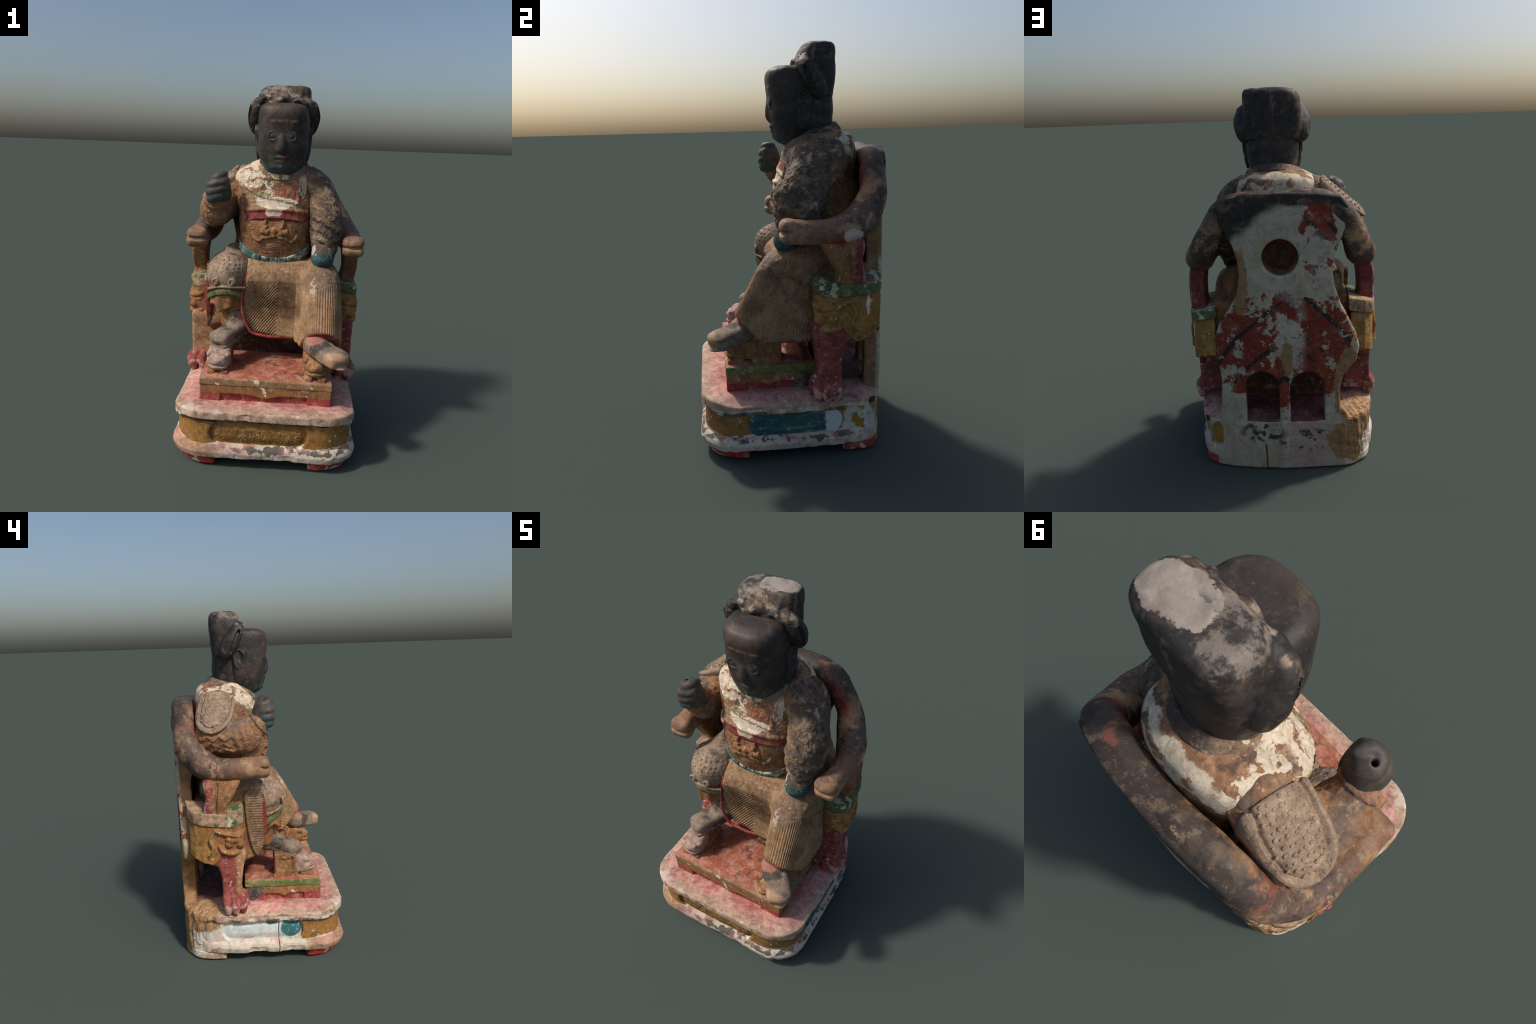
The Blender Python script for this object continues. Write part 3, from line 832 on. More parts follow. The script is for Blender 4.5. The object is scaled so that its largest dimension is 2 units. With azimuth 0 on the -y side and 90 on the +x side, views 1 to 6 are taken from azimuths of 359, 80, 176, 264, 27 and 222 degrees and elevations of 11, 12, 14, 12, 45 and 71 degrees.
# ---- crest rail and armrests: one bent tube from arm end to arm end
F = Field((-.54, -.10, 1.02), (.54, .54, 1.55), 0.0045)
rail = [(.441, -.022, 1.127, .055), (.445, .05, 1.121, .057), (.446, .14, 1.118, .060), (.443, .205, 1.123, .064), (.423, .282, 1.150, .074),
        (.391, .346, 1.213, .070), (.357, .382, 1.284, .062), (.311, .395, 1.358, .060), (.262, .422, 1.412, .058), (.19, .435, 1.437, .056), (.09, .447, 1.442, .055),
        (.0, .452, 1.442, .054), (-.10, .455, 1.448, .055), (-.20, .448, 1.445, .057), (-.278, .435, 1.402, .060), (-.325, .418, 1.352, .062),
        (-.370, .397, 1.275, .064), (-.393, .362, 1.208, .073), (-.417, .303, 1.153, .077), (-.442, .235, 1.135, .064), (-.446, .16, 1.132, .062), (-.444, .07, 1.138, .060),
        (-.438, -.002, 1.142, .055)]
rail = [(x, y - .022 * float(sstep(.36, .22, abs(x))), z, r) for x, y, z, r in rail]
F.tube(rail, 70, .01)
F.add(box((.441, -.040, 1.128), (.060, .034, .056), .03), .02)
F.add(box((-.436, -.020, 1.143), (.060, .036, .056), .03), .02)
for sx, yy, zz in ((.441, -.074, 1.126), (-.436, -.056, 1.140)):      # groove of the scrolled arm ends
    F.tube([(sx - .06, yy + .05, zz + .004, .006), (sx - .04, yy + .004, zz, .008), (sx, yy - .002, zz - .002, .009), (sx + .04, yy + .004, zz, .008), (sx + .064, yy + .05, zz + .004, .006),
            (sx + .066, yy + .10, zz + .012, .003)], 24, .006, cut=True)
def rail_wear(V, N):
    return 0.004 * fbm(V, 9, 2, 21)
part('chair_rail', F, M['rail_paint'], root, (0.002, 16), rail_wear)

# ---- arm posts
def arm_post(sgn):
    prof = closed([(.120, 1.09), (.128, 1.03), (.160, .97), (.188, .925), (.194, .872), (.318, .868), (.318, .92), (.303, .98), (.304, 1.09)], 60)
    F = Field((min(sgn * .39, sgn * .50), .09, .85), (max(sgn * .39, sgn * .50), .35, 1.11), 0.004)
    def f(x, y, z):
        bow = .012 * np.sin((z - .87) * 14)
        return extr(poly2(y, z, prof), x - sgn * (.438 + bow), .043, .016)
    F.add(f)
    F.tube([(sgn * .485, .235, 1.06, .006), (sgn * .487, .245, .97, .006), (sgn * .482, .252, .88, .006)], 12, .006, cut=True)
    return part('armrest_post', F, M['post_paint'], root, (0.0012, 20))
arm_post(1); arm_post(-1)

# ---- seat ledges
def ledge(sgn, z0, z1, yf, tilt):
    out = [(.36, yf), (.445, yf), (.495, yf + .045), (.497, .25), (.486, .33), (.468, .375), (.43, .41), (.34, .43)]
    F = Field((min(sgn * .34, sgn * .53), .05, .78), (max(sgn * .34, sgn * .53), .48, .96), 0.004)
    def f(x, y, z):
        zc = z - tilt * (y - .25) + .25 * np.clip(sgn * x - .44, -.1, .1)
        return extr(poly2(sgn * x, y, out), zc - (z0 + z1) / 2, (z1 - z0) / 2, .006)
    F.add(f)
    return part('seat_ledge', F, M['ledge_paint'], root, (0.002, 18))
ledge(1, .828, .884, .078, .0)
ledge(-1, .832, .905, .100, .07)

# ---- lion aprons under the ledges: face relief at the front corner
def lion_apron(sgn, yf, dz):
    plan_ = [(.37, yf + .005), (.440, yf + .004), (.487, yf + .05), (.489, .25), (.478, .33), (.460, .37), (.425, .405), (.35, .42)]
    F = Field((min(sgn * .35, sgn * .53), .05, .54), (max(sgn * .35, sgn * .53), .47, .88), 0.0035)
    def f(x, y, z):
        low = np.interp(y, [yf, yf + .06, yf + .13, .24, .275, .33, .42], [.655, .637, .66, .62, .588, .600, .645]).astype(F32) + dz
        d = poly2(sgn * x, y, plan_)
        return smax(smax(d, low - z, .008), z - .855, .004)
    F.add(f)
    X = lambda x, y, z, r: (sgn * x, y, z + dz, r)
    y0 = yf
    for pts in ([(.425, y0 + .002, .775, .010), (.468, y0 + .022, .762, .014), (.491, y0 + .06, .760, .014), (.494, y0 + .11, .772, .011), (.495, y0 + .16, .795, .007)],   # brow
                [(.43, y0 + .004, .74, .004), (.47, y0 + .03, .735, .013), (.492, y0 + .07, .735, .012), (.494, y0 + .10, .742, .005)],       # eye lid
                [(.42, y0 + .002, .672, .008), (.466, y0 + .024, .663, .012), (.492, y0 + .07, .660, .012), (.493, y0 + .12, .672, .010), (.494, y0 + .14, .70, .006)],  # lip
                [(.493, y0 + .165, .79, .004), (.495, y0 + .19, .74, .006), (.494, y0 + .175, .69, .006), (.494, y0 + .20, .65, .005)]):     # mane
        F.tube([X(*p) for p in pts], 18, .008)
    F.add(ell((sgn * .468, y0 + .022, .705 + dz), (.028, .026, .024)), .012)      # nose
    F.add(ell((sgn * .490, y0 + .085, .712 + dz), (.016, .022, .020)), .010)      # cheek
    F.tube([X(.42, y0 - .004, .688, .005), X(.472, y0 + .014, .682, .006), X(.502, y0 + .06, .680, .006), X(.502, y0 + .12, .692, .005)], 16, .004, cut=True)
    F.tube([X(.50, y0 + .02, .745, .004), X(.506, y0 + .07, .752, .006), X(.504, y0 + .13, .768, .005)], 14, .004, cut=True)
    return part('lion_apron', F, M['apron_paint'], root, (0.0012, 24))
lion_apron(1, .080, 0); lion_apron(-1, .098, .006)

# ---- lion legs with clawed paws
def lion_leg(sgn, yf):
    F = Field((min(sgn * .30, sgn * .53), .04, .27), (max(sgn * .30, sgn * .53), .34, .70), 0.004)
    prof = closed([(yf, .68), (yf + .005, .56), (yf + .016, .46), (yf + .012, .40), (yf - .004, .37), (yf + .0, .335), (yf + .11, .335), (yf + .128, .40),
                   (yf + .128, .50), (yf + .15, .575), (yf + .20, .60), (yf + .20, .68)], 70)
    def f(x, y, z): return extr(poly2(y, z, prof), x - sgn * .402, .079, .02)
    F.add(f)
    for t, (dx, yy) in enumerate(((.020, yf + .020), (.042, yf + .062), (.034, yf + .104))):
        F.tube([(sgn * (.445 + dx * .5), yy + .006, .40, .020), (sgn * (.448 + dx), yy - .004, .36, .024), (sgn * (.447 + dx), yy - .006, .325, .022), (sgn * (.45 + dx), yy - .008, .297, .009)], 10, .008)
    F.tube([(sgn * .410, yf + .006, .40, .016), (sgn * .410, yf - .004, .35, .020), (sgn * .410, yf - .008, .315, .017), (sgn * .410, yf - .012, .297, .008)], 10, .008)
    F.tube([(sgn * .495, yf + .044, .47, .003), (sgn * .500, yf + .043, .42, .009), (sgn * .502, yf + .043, .37, .008)], 10, .01, cut=True)
    return part('lion_leg', F, M['lion_leg_paint'], root, (0.0015, 20))
lion_leg(1, .082); lion_leg(-1, .104)

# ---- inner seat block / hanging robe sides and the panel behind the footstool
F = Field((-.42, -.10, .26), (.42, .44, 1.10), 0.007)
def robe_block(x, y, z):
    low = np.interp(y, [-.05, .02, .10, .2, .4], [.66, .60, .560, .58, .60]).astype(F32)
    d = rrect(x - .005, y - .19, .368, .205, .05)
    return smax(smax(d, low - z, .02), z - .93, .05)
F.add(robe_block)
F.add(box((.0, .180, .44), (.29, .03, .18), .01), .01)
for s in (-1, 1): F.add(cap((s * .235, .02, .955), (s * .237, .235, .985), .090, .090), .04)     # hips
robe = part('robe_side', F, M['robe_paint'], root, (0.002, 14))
# ---- skirt: lap, knee-covering right half and hanging centre panel
F = Field((-.22, -.33, .54), (.45, .20, 1.06), 0.0035)
leg = loft([(.56, 0.277, .0, 0.124, .300, .13), (.64, 0.280, .0, 0.122, .296, .13), (.70, 0.280, .0, 0.118, .284, .13), (.826, 0.277, .0, 0.113, .216, .13), (.90, 0.275, .0, 0.109, .178, .15),
            (.945, 0.273, .0, 0.104, .150, .17), (.985, 0.267, .02, 0.089, .135, .2), (1.012, 0.255, .06, 0.054, .09, .2)], 2.7)
F.add(leg)
panel = [(-.145, 1.03), (-.148, .93), (-.165, .80), (-.160, .73), (-.10, .618), (.0, .606), (.13, .592), (.22, .60), (.28, .80), (.28, 1.03)]
def centre(x, y, z):
    yf = np.interp(z, [.58, .63, .70, .76, .85, .92, .97, 1.02], [-.100, -.088, -.066, -.060, -.070, -.082, -.070, -.025]).astype(F32) + .008 * np.exp(-((x - .12) / .05) ** 2) * sstep(.90, .80, z) - .022 * sstep(-.03, -.16, x) * sstep(1.0, .93, z) * sstep(.6, .72, z)
    wave = .010 * np.sin((x + .1) * 24) * sstep(.75, .60, z)
    return smax(poly2(x, z, panel), np.maximum(yf + wave - y, y - .06), .02)
F.add(centre, .055)
F.add(cap((.258, -.02, .925), (.235, .14, .965), .095, .085), .03)
F.add(cap((.0, .0, .932), (.0, .10, .945), .060, .07, (2.6, 1, 1)), .05)      # lap
F.clip(lambda x, y, z: (.578 + .98 * np.clip(-.165 - y, 0, 1) * sstep(.12, .18, x) - z) * .8, .006)
F.cut(box((.0, .11, .60), (.13, .09, .08), .02), .01)       # hollow under the panel
F.cut(box((-.1, .10, .70), (.10, .10, .12), .02), .01)
def ribs(V, N):
    x, y, z = V.T
    # straight pleats on the knee half, chevrons on the centre panel
    right = sstep(.15, .19, x)
    zone = sstep(.915, .875, z - .02 * right - .05 * np.sin(x * 40) * .3) * sstep(.06, .03, y)
    rf = np.interp(z, [.56, .64, .70, .826, .90, .945, .985], [.300, .296, .284, .216, .178, .150, .135])
    sgn = np.where(x > .272, 1, -1)
    pl = np.sin(((x - .272) + sgn * (y + rf)) * 2 * np.pi / .0150)
    che = np.sin((z * .8 + np.abs(x - .03) * 1.0) * 2 * np.pi / .0165)
    lap = np.sin((fbm(V, 13, 2, 4) * 14 + z * 60)) * .6
    up = sstep(.97, .80, np.abs(N[:, 2]))
    return 0.0030 * zone * up * (right * pl + (1 - right) * che) + 0.0015 * (1 - zone) * lap
part('skirt', F, M['skirt_paint'], root, (0.0012, 16), ribs)

# red lining edge of the skirt
F = Field((-.22, -.20, .54), (.45, .16, 1.02), 0.004)
F.tube([(-.143, -.078, .965, .004), (-.149, -.090, .92, .007), (-.164, -.092, .85, .006), (-.166, -.096, .78, .006), (-.155, -.108, .72, .007), (-.120, -.112, .645, .008), (-.09, -.106, .618, .008),
        (.0, -.100, .603, .008), (.10, -.075, .594, .008), (.15, -.075, .594, .008)], 40, .004)
part('skirt_lining', F, M['red_paint'], root, (0.001, 20))
F = Field((.10, -.32, .54), (.44, .14, .74), 0.004)
def hemline(x, y, z):
    d = np.abs(leg(x, y, np.full_like(z, .64)) + .012) - .010
    zc = .580 + .98 * np.clip(-.165 - y, 0, 1)
    return smax(d, np.abs(z - zc + .003) - .006, .005)
F.add(hemline); part('skirt_hem', F, M['red_paint'], root, (0.001, 20))

# ---- left thigh with studded guard, trouser and side flap
F = Field((-.42, -.20, .78), (-.08, .36, 1.15), 0.0035)
F.add(ell((-.252, .004, .955), (.123, .140, .102)))
F.add(ell((-.256, -.006, .915), (.116, .130, .095)), .03)
F.add(cap((-.25, .03, .958), (-.215, .24, .968), .102, .112), .03)
rim_z = lambda y: .880 - .58 * (y + .14)
F.clip(lambda x, y, z: (np.maximum(rim_z(y), .79) - z) * .8, .006)
F.clip(lambda x, y, z: x + .115, .01)
for sx in (-1, 1):       # scroll ornaments on the rim
    c = np.array([-.268 + sx * .045, -.143, .912])
    F.tube([(c[0] + .022 * (1 - t * .8) * math.cos(sx * t * 9) , c[1] + .004 + .35 * abs(c[0] + .252) * .3, c[2] + .022 * (1 - t * .8) * math.sin(t * 9), .006) for t in np.linspace(0, .8, 9)], 24, .004)
F.tube([(-.37, -.02, .835, .006), (-.35, -.09, .862, .008), (-.30, -.129, .882, .006), (-.25, -.138, .886, .006), (-.19, -.130, .886, .006), (-.15, -.11, .88, .007)], 20, .006)
thigh = part('knee_guard', F, M['guard_paint'], root, (0.0015, 20))

def stud_cloud(name, pts, r, mat, parent):
    """Many small domes joined into one mesh."""
    ico = bpy.data.meshes.new('tmp'); import bmesh
    bm = bmesh.new(); bmesh.ops.create_uvsphere(bm, u_segments=10, v_segments=6, radius=1)
    bm.to_mesh(ico); bm.free()
    v = np.array([w.co for w in ico.vertices]); f = [tuple(p.vertices) for p in ico.polygons]
    bpy.data.meshes.remove(ico)
    V, Fc = [], []
    for i, (p, n, s) in enumerate(pts):
        n = n / np.linalg.norm(n); a = np.cross(n, [0, 0, 1.0]); a /= np.linalg.norm(a) + 1e-9; b = np.cross(n, a)
        V.append(p + (v[:, :1] * a + v[:, 1:2] * b) * r * s + v[:, 2:] * n * r * s * .42)
        Fc += [tuple(k + i * len(v) for k in q) for q in f]
    me = bpy.data.meshes.new(name); me.from_pydata(np.vstack(V).tolist(), [], Fc)
    me.polygons.foreach_set('use_smooth', [True] * len(me.polygons)); me.materials.append(mat)
    ob = bpy.data.objects.new(name, me); bpy.context.collection.objects.link(ob); ob.parent = parent; ob['kind'] = 'stuff'
    return ob

pts = []
c, r = np.array([-.252, .004, .955]), np.array([.123, .140, .102])
for i, el in enumerate(np.arange(-28, 75, 12.5)):
    for az in np.arange(-205, 30, 13.5 / max(.35, math.cos(math.radians(el)))):
        a, e = math.radians(az + (i % 2) * 6 + random.uniform(-1.5, 1.5)), math.radians(el + random.uniform(-1.5, 1.5))
        n = np.array([math.cos(e) * math.cos(a), math.cos(e) * math.sin(a), math.sin(e)])
        p = c + r * n
        if p[1] > .06 or p[2] < rim_z(p[1]) + .035 or p[0] > -.14 or p[2] > 1.058: continue
        pts.append((p, n / r, random.uniform(.85, 1.15)))
stud_cloud('guard_stud', pts, .0078, M['guard_paint'], thigh)

F = Field((-.40, -.16, .64), (-.13, .12, .92), 0.004)
def trouser(x, y, z):
    t = np.clip((.88 - z) / .13, 0, 1)
    a = np.arctan2(y + .02, x + .265)
    w = 1 + .07 * np.sin(a * 9) * t
    d = (length((x + .258) / (.106 - .014 * t) / w, (y + .010) / (.124 - .008 * t) / w) - 1) * .09
    return smax(d, np.maximum(.752 + .016 * np.sin(a * 5 + 1) + .1 * (y + .12) - z, z - .90), .008)
F.add(trouser)
part('trouser_leg', F, M['trouser_paint'], root, (0.0015, 18))
F = Field((-.40, -.17, .76), (-.11, .06, .92), 0.004)
def trim(x, y, z):
    d = np.abs((length((x + .256) / .110, (y + .006) / .128) - 1) * .1) - .006
    zc = rim_z(y) - .022
    return smax(smax(d, np.abs(z - zc) - .017, .004), y - .03, .004)
F.add(trim)
part('trouser_trim', F, M['green_paint'], root, (0.001, 18))
F = Field((-.34, -.16, .62), (-.13, .12, .84), 0.004)
F.add(cap((-.250, -.02, .82), (-.225, -.025, .66), .076, .062))
part('leg_wrap', F, M['trouser_paint'], root, (0.0015, 18))
F = Field((-.42, -.05, .56), (-.30, .12, 1.07), 0.0035)
flap = closed([(-.01, .985), (-.035, .90), (-.03, .75), (.0, .64), (.022, .603), (.05, .64), (.075, .75), (.088, .9), (.08, .985)], 50)
F.add(lambda x, y, z: extr(poly2(y, z, flap), x + .362 + .10 * np.clip(z - .95, 0, 1), .016, .006))
def flap_ribs(V, N):
    inner = sstep(-.004, -.016, poly2(V[:, 1], V[:, 2], flap) + .012)
    return .0022 * np.where(inner > .5, np.sin(V[:, 2] * 2 * np.pi / .015), np.sin(V[:, 2] * 2 * np.pi / .011) * .5) * sstep(.3, .7, np.abs(N[:, 0]))
part('skirt_flap', F, M['flap_paint'], root, (0.0012, 18), flap_ribs)

# ---- boots
F = Field((-.36, -.27, .54), (-.10, .10, .74), 0.004)
F.add(box((-.222, -.110, .628), (.058, .130, .034), .026, rot(12, 0, -32)), .01)
F.add(ell((-.268, -.180, .612), (.056, .060, .036), rot(12, 0, -32)), .02)
F.add(box((-.222, -.112, .596), (.062, .134, .009), .008, rot(12, 0, -32)), .003)
F.add(cap((-.215, -.03, .72), (-.20, -.045, .64), .062, .068), .03)
part('boot', F, M['boot_paint'], root, (0.0015, 16))
F = Field((.14, -.46, .50), (.46, -.12, .74), 0.004)
F.add(box((.305, -.300, .600), (.064, .125, .036), .024, rot(8, 0, 38)))
F.add(ell((.318, -.315, .570), (.064, .128, .014), rot(8, 0, 38)), .004)
F.add(ell((.352, -.352, .598), (.056, .072, .038), rot(0, 0, 38)), .03)
F.add(cap((.25, -.21, .66), (.27, -.25, .61), .062, .062), .03)
part('boot', F, M['boot_paint'], root, (0.0015, 16))

# ---- lion footrests
def footrest(cx, yf, zt, dx, mat):
    F = Field((cx - .11, yf - .03, .41), (cx + .11, .0, .63), 0.0035)
    w = .064
    yb = .0 if cx < 0 else .006
    F.add(box((cx, -.140 + yb, (.455 + zt) / 2), (w, .066 + yb, (zt - .455) / 2), .010))
    F.add(box((cx, -.140, .448), (w + .002, .074, .016), .006), .004)
    F.add(box((cx, -.225, .515), (w * .94, .05, .055), .02), .008)
    F.add(ell((cx, yf + .062, .510), (w, .066, .052)), .012)
    F.add(ell((cx, yf + .030, .488), (w * .78, .036, .026)), .01)
    F.add(ell((cx, yf + .008, .520), (.020, .016, .014)), .006)
    for s in (-1, 1):
        F.add(ell((cx + s * .030, yf + .020, .535), (.014, .012, .012)), .005)
        F.add(ell((cx + s * .052, yf + .05, .545), (.016, .022, .014)), .006)
        F.add(box((cx + s * .036, yf + .045, .447), (.022, .040, .020), .010), .008)
        F.cut(box((cx + s * (w + .003), -.140 + yb, .52), (.009, .044 + yb, .036), .004), .003)
    F.tube([(cx - .055, yf + .03, .498, .004), (cx - .03, yf + .006, .494, .006), (cx, yf - .002, .497, .006), (cx + .03, yf + .006, .494, .006), (cx + .055, yf + .03, .498, .004)], 14, .004, cut=True)
    return part('footrest_lion', F, mat, root, (0.0015, 22))
footrest(-.268, -.316, .590, -.02, M['footrest_paint'])
footrest(.256, -.338, .585, .02, M['footrest_paint'])

# ---- torso
belly = loft([(.90, .0, .10, .25, .13, .28), (.98, .004, .10, .214, .108, .28), (1.05, .004, .10, .200, .130, .29), (1.12, .004, .10, .198, .150, .30), (1.20, .0, .10, .208, .158, .30), (1.27, .0, .10, .212, .140, .30), (1.33, .0, .10, .20, .12, .28)], 2.15, 3)
F = Field((-.28, -.12, .88), (.28, .44, 1.36), 0.004)
F.add(belly)
F.cut(hole, .01)
# dragon mask boss on the belly
def boss(dx, z, r, dy=0): F.add(ell((-.002 + dx, -.060 + dy, z), (r, r * .75, r)), r * .5)
boss(0, 1.198, .020); boss(0, 1.172, .013, -.004)
for s in (-1, 1):
    boss(s * .026, 1.205, .011); boss(s * .040, 1.190, .015); boss(s * .062, 1.196, .016, .004); boss(s * .044, 1.222, .011, .002); boss(s * .052, 1.240, .010, .004); boss(s * .018, 1.178, .010); boss(s * .048, 1.255, .009, .008)
    F.tube([(s * .02, -.060, 1.165, .006), (s * .06, -.054, 1.158, .007), (s * .085, -.046, 1.140, .007), (s * .11, -.036, 1.150, .007), (s * .125, -.028, 1.175, .005)], 20, .004)
def brocade(V, N):
    front = sstep(.1, .3, -N[:, 1])
    return .0014 * front * np.sin(fbm(V * [1, .3, 1], 13, 2, 31) * 22 + np.abs(V[:, 0]) * 30)
torso = part('torso', F, M['torso_paint'], root, (0.001, 16), brocade)

jacket_keys = [(1.20, .0, .10, .207, .166, .25), (1.26, .0, .10, .208, .158, .26), (1.31, .0, .10, .214, .148, .268), (1.36, .0, .11, .226, .140, .265), (1.43, .0, .12, .240, .128, .255),
               (1.48, .0, .125, .245, .118, .245), (1.52, .0, .13, .228, .092, .232), (1.548, .005, .14, .190, .082, .212), (1.575, .01, .15, .14, .075, .17), (1.59, .015, .16, .10, .08, .12)]
F = Field((-.32, -.12, 1.16), (.32, .40, 1.62), 0.004)
F.add(loft(jacket_keys, 2.05, 2.7))
F.clip(lambda x, y, z: (1.263 - .9 * np.clip(x * x, 0, .05) - z) * .9, .01)
J = loft(jacket_keys, 2.05, 2.7)
def on_skin(x, z, fn=J):
    ys = np.linspace(-.15, .2, 400, dtype=F32)
    d = fn(np.full_like(ys, x), ys, np.full_like(ys, z))
    return float(ys[np.argmax(d < 0)]) if (d < 0).any() else .1
F.tube([(x, on_skin(x, 1.318 - .6 * x * x), 1.318 - .6 * x * x, .008) for x in np.linspace(-.185, .185, 9)], 24, .01)   # upper edge of the sash
F.tube([(x, on_skin(x, z), z, .008) for x, z in ((-.20, 1.47), (-.155, 1.425), (-.09, 1.390), (.0, 1.375), (.08, 1.363), (.118, 1.352), (.122, 1.40), (.125, 1.44), (.13, 1.49))], 40, .006)  # cape hem
def figured(V, N):
    front = sstep(.1, .5, -N[:, 1]) * sstep(1.335, 1.35, V[:, 2])
    return .0016 * front * np.sin(fbm(V, 15, 2, 8) * 20)
jacket = part('jacket', F, M['jacket_paint'], root, (0.0018, 14), figured)

F = Field((-.26, -.10, .94), (.27, .30, 1.16), 0.0035)
def belt_f(x, y, z):
    d = np.abs(belly(x, y, z)) - .011
    zc = 1.018 + 1.6 * np.clip(x * x, 0, .1) + .12 * np.clip(y + .05, 0, 1)
    return smax(d, np.abs(z - zc) - .024, .006)
F.add(belt_f)
for xx in np.linspace(-.17, .17, 8):
    F.cut(box((xx, -.07, 1.02), (.0022, .05, .09), .001), .003)
part('belt', F, M['belt_paint'], root, (0.001, 18))

# ---- collar and neck band
TC, TR = (.022, .140, 1.557), rot(rx=20)
def ring(rx, ry, half, t, dw=0, r=.006):
    def f(*P):
        x, y, w = loc(P, TC, TR)
        e = (length(x / rx, y / ry) - 1) * min(rx, ry)
        taper = e - np.clip(-w, -.05, .08) * .35
        return extr(np.abs(taper) - t, w - dw, half, r)
    return f
F = Field((-.18, -.08, 1.42), (.22, .34, 1.66), 0.004)
F.add(ring(.139, .139, .023, .012, -.006))
part('collar', F, M['collar_paint'], root, (0.0015, 18))
F = Field((-.18, -.08, 1.42), (.22, .34, 1.66), 0.004)
F.add(ring(.125, .128, .024, .010, .006))
part('neck_band', F, M['neck_paint'], root, (0.001, 18))

# ---- arms
UP = cap((-.185, .225, 1.458), (-.325, .228, 1.315), .092, .108, (1, 1.22, 1))
F = Field((-.47, -.10, 1.15), (-.10, .42, 1.60), 0.004)
F.add(UP)
F.add(cap((-.345, .13, 1.288), (-.336, .0, 1.360), .088, .064), .05)
F.add(ell((-.337, .070, 1.288), (.086, .088, .086)), .04)       # hanging sleeve
F.tube([(-.336 + .066 * math.cos(t), -.002 + .036 * math.sin(t) , 1.366 + .050 * math.sin(t), .008) for t in np.linspace(0, 2 * math.pi, 13)], 26, .006)
def sleeve_pt(y, z):      # outer skin of the raised sleeve at a given depth and height
    xs = np.linspace(-.50, -.25, 300, dtype=F32)
    q = np.full_like(xs, y), np.full_like(xs, z)
    d = smin(UP(xs, *q), cap((-.345, .13, 1.288), (-.336, .0, 1.360), .088, .064)(xs, *q), .05)
    return float(xs[np.argmax(d < 0)]) if (d < 0).any() else -.34
for base, amp, ph, y1 in ((1.305, .012, 0, .08), (1.268, .012, 2, .06), (1.238, .008, 4, .10)):      # layered cloud scrolls below the guard
    F.tube([(sleeve_pt(y, base + amp * math.sin(y * 95 + ph)), y, base + amp * math.sin(y * 95 + ph), .0075) for y in np.linspace(.32, y1, 26)], 70, .006)
for y0, z0, y1, z1 in ((.10, 1.36, .06, 1.24), (.065, 1.37, .04, 1.27), (.13, 1.34, .10, 1.22)):      # folds at the bend of the sleeve
    F.tube([(sleeve_pt(y0 + (y1 - y0) * t, z0 + (z1 - z0) * t), y0 + (y1 - y0) * t, z0 + (z1 - z0) * t, .010 * math.sin(.4 + t * 2.3)) for t in np.linspace(0, 1, 6)], 16, .012)
arm_l = part('arm', F, M['arm_raised_paint'], root, (0.0035, 20), lambda V, N: .0014 * np.sin(fbm(V, 15, 2, 43) * 15))

F = Field((.12, -.13, 1.00), (.43, .32, 1.58), 0.004)
SL = loft([(1.05, .276, -.005, .058, .044, .06), (1.075, .279, .0, .064, .060, .09), (1.11, .284, .015, .072, .076, .11), (1.15, .288, .028, .083, .096, .118), (1.20, .288, .038, .090, .112, .124), (1.25, .286, .047, .092, .122, .130), (1.30, .281, .057, .090, .128, .135),
           (1.34, .271, .085, .089, .119, .140), (1.40, .253, .115, .093, .116, .140), (1.47, .220, .145, .092, .108, .130), (1.52, .19, .155, .073, .082, .11), (1.55, .16, .16, .045, .05, .07)], 2.3)
F.add(SL)
for x0, z0, x1, z1, r in ((.215, 1.335, .350, 1.265, .012), (.210, 1.285, .365, 1.215, .013), (.215, 1.225, .370, 1.160, .012), (.230, 1.395, .335, 1.33, .010), (.22, 1.17, .36, 1.115, .009), (.25, 1.25, .30, 1.12, .009)):
    pts = []
    for t in np.linspace(0, 1, 8):
        x, z = x0 + (x1 - x0) * t, z0 + (z1 - z0) * t + .012 * math.sin(t * 5)
        pts.append((x, on_skin(x, z, SL) + .004, z, r * math.sin(.35 + t * 2.4)))
    F.tube(pts, 24, .014)
arm_r = part('arm', F, M['arm_sooty_paint'], root, (0.0045, 20), lambda V, N: .0014 * np.sin(fbm(V * [1, 1, 1.4], 17, 2, 41) * 14))
F = Field((.18, -.13, .98), (.42, .10, 1.14), 0.004)
F.add(cap((.281, -.012, 1.10), (.274, -.024, 1.055), .068, .064))
part('sleeve_cuff', F, M['cuff_paint'], root, (0.0015, 18))

# shoulder guard on the raised arm: a U-shaped plate with rim
F = Field((-.47, .04, 1.28), (-.10, .42, 1.62), 0.0035)
arm_core = UP
gshape = closed([(.105, 1.64), (.115, 1.54), (.120, 1.47), (.145, 1.40), (.200, 1.35), (.26, 1.330), (.315, 1.350), (.345, 1.39), (.340, 1.47), (.32, 1.54), (.32, 1.64)], 50)
def guard(x, y, z):
    d2 = poly2(y, z, gshape)
    d = np.abs(arm_core(x, y, z)) - (.010 + .011 * sstep(-.026, -.016, d2) - .008 * np.exp(-((d2 + .030) / .004) ** 2))
    return smax(smax(d, d2, .008), x + .228 - .15 * (y - .2), .012)
F.add(guard)
guard_o = part('shoulder_guard', F, M['guard_paint'], root, (0.0012, 20))
pts = []
me = guard_o.data
co = np.empty(len(me.vertices) * 3, F32); me.vertices.foreach_get('co', co); co = co.reshape(-1, 3)
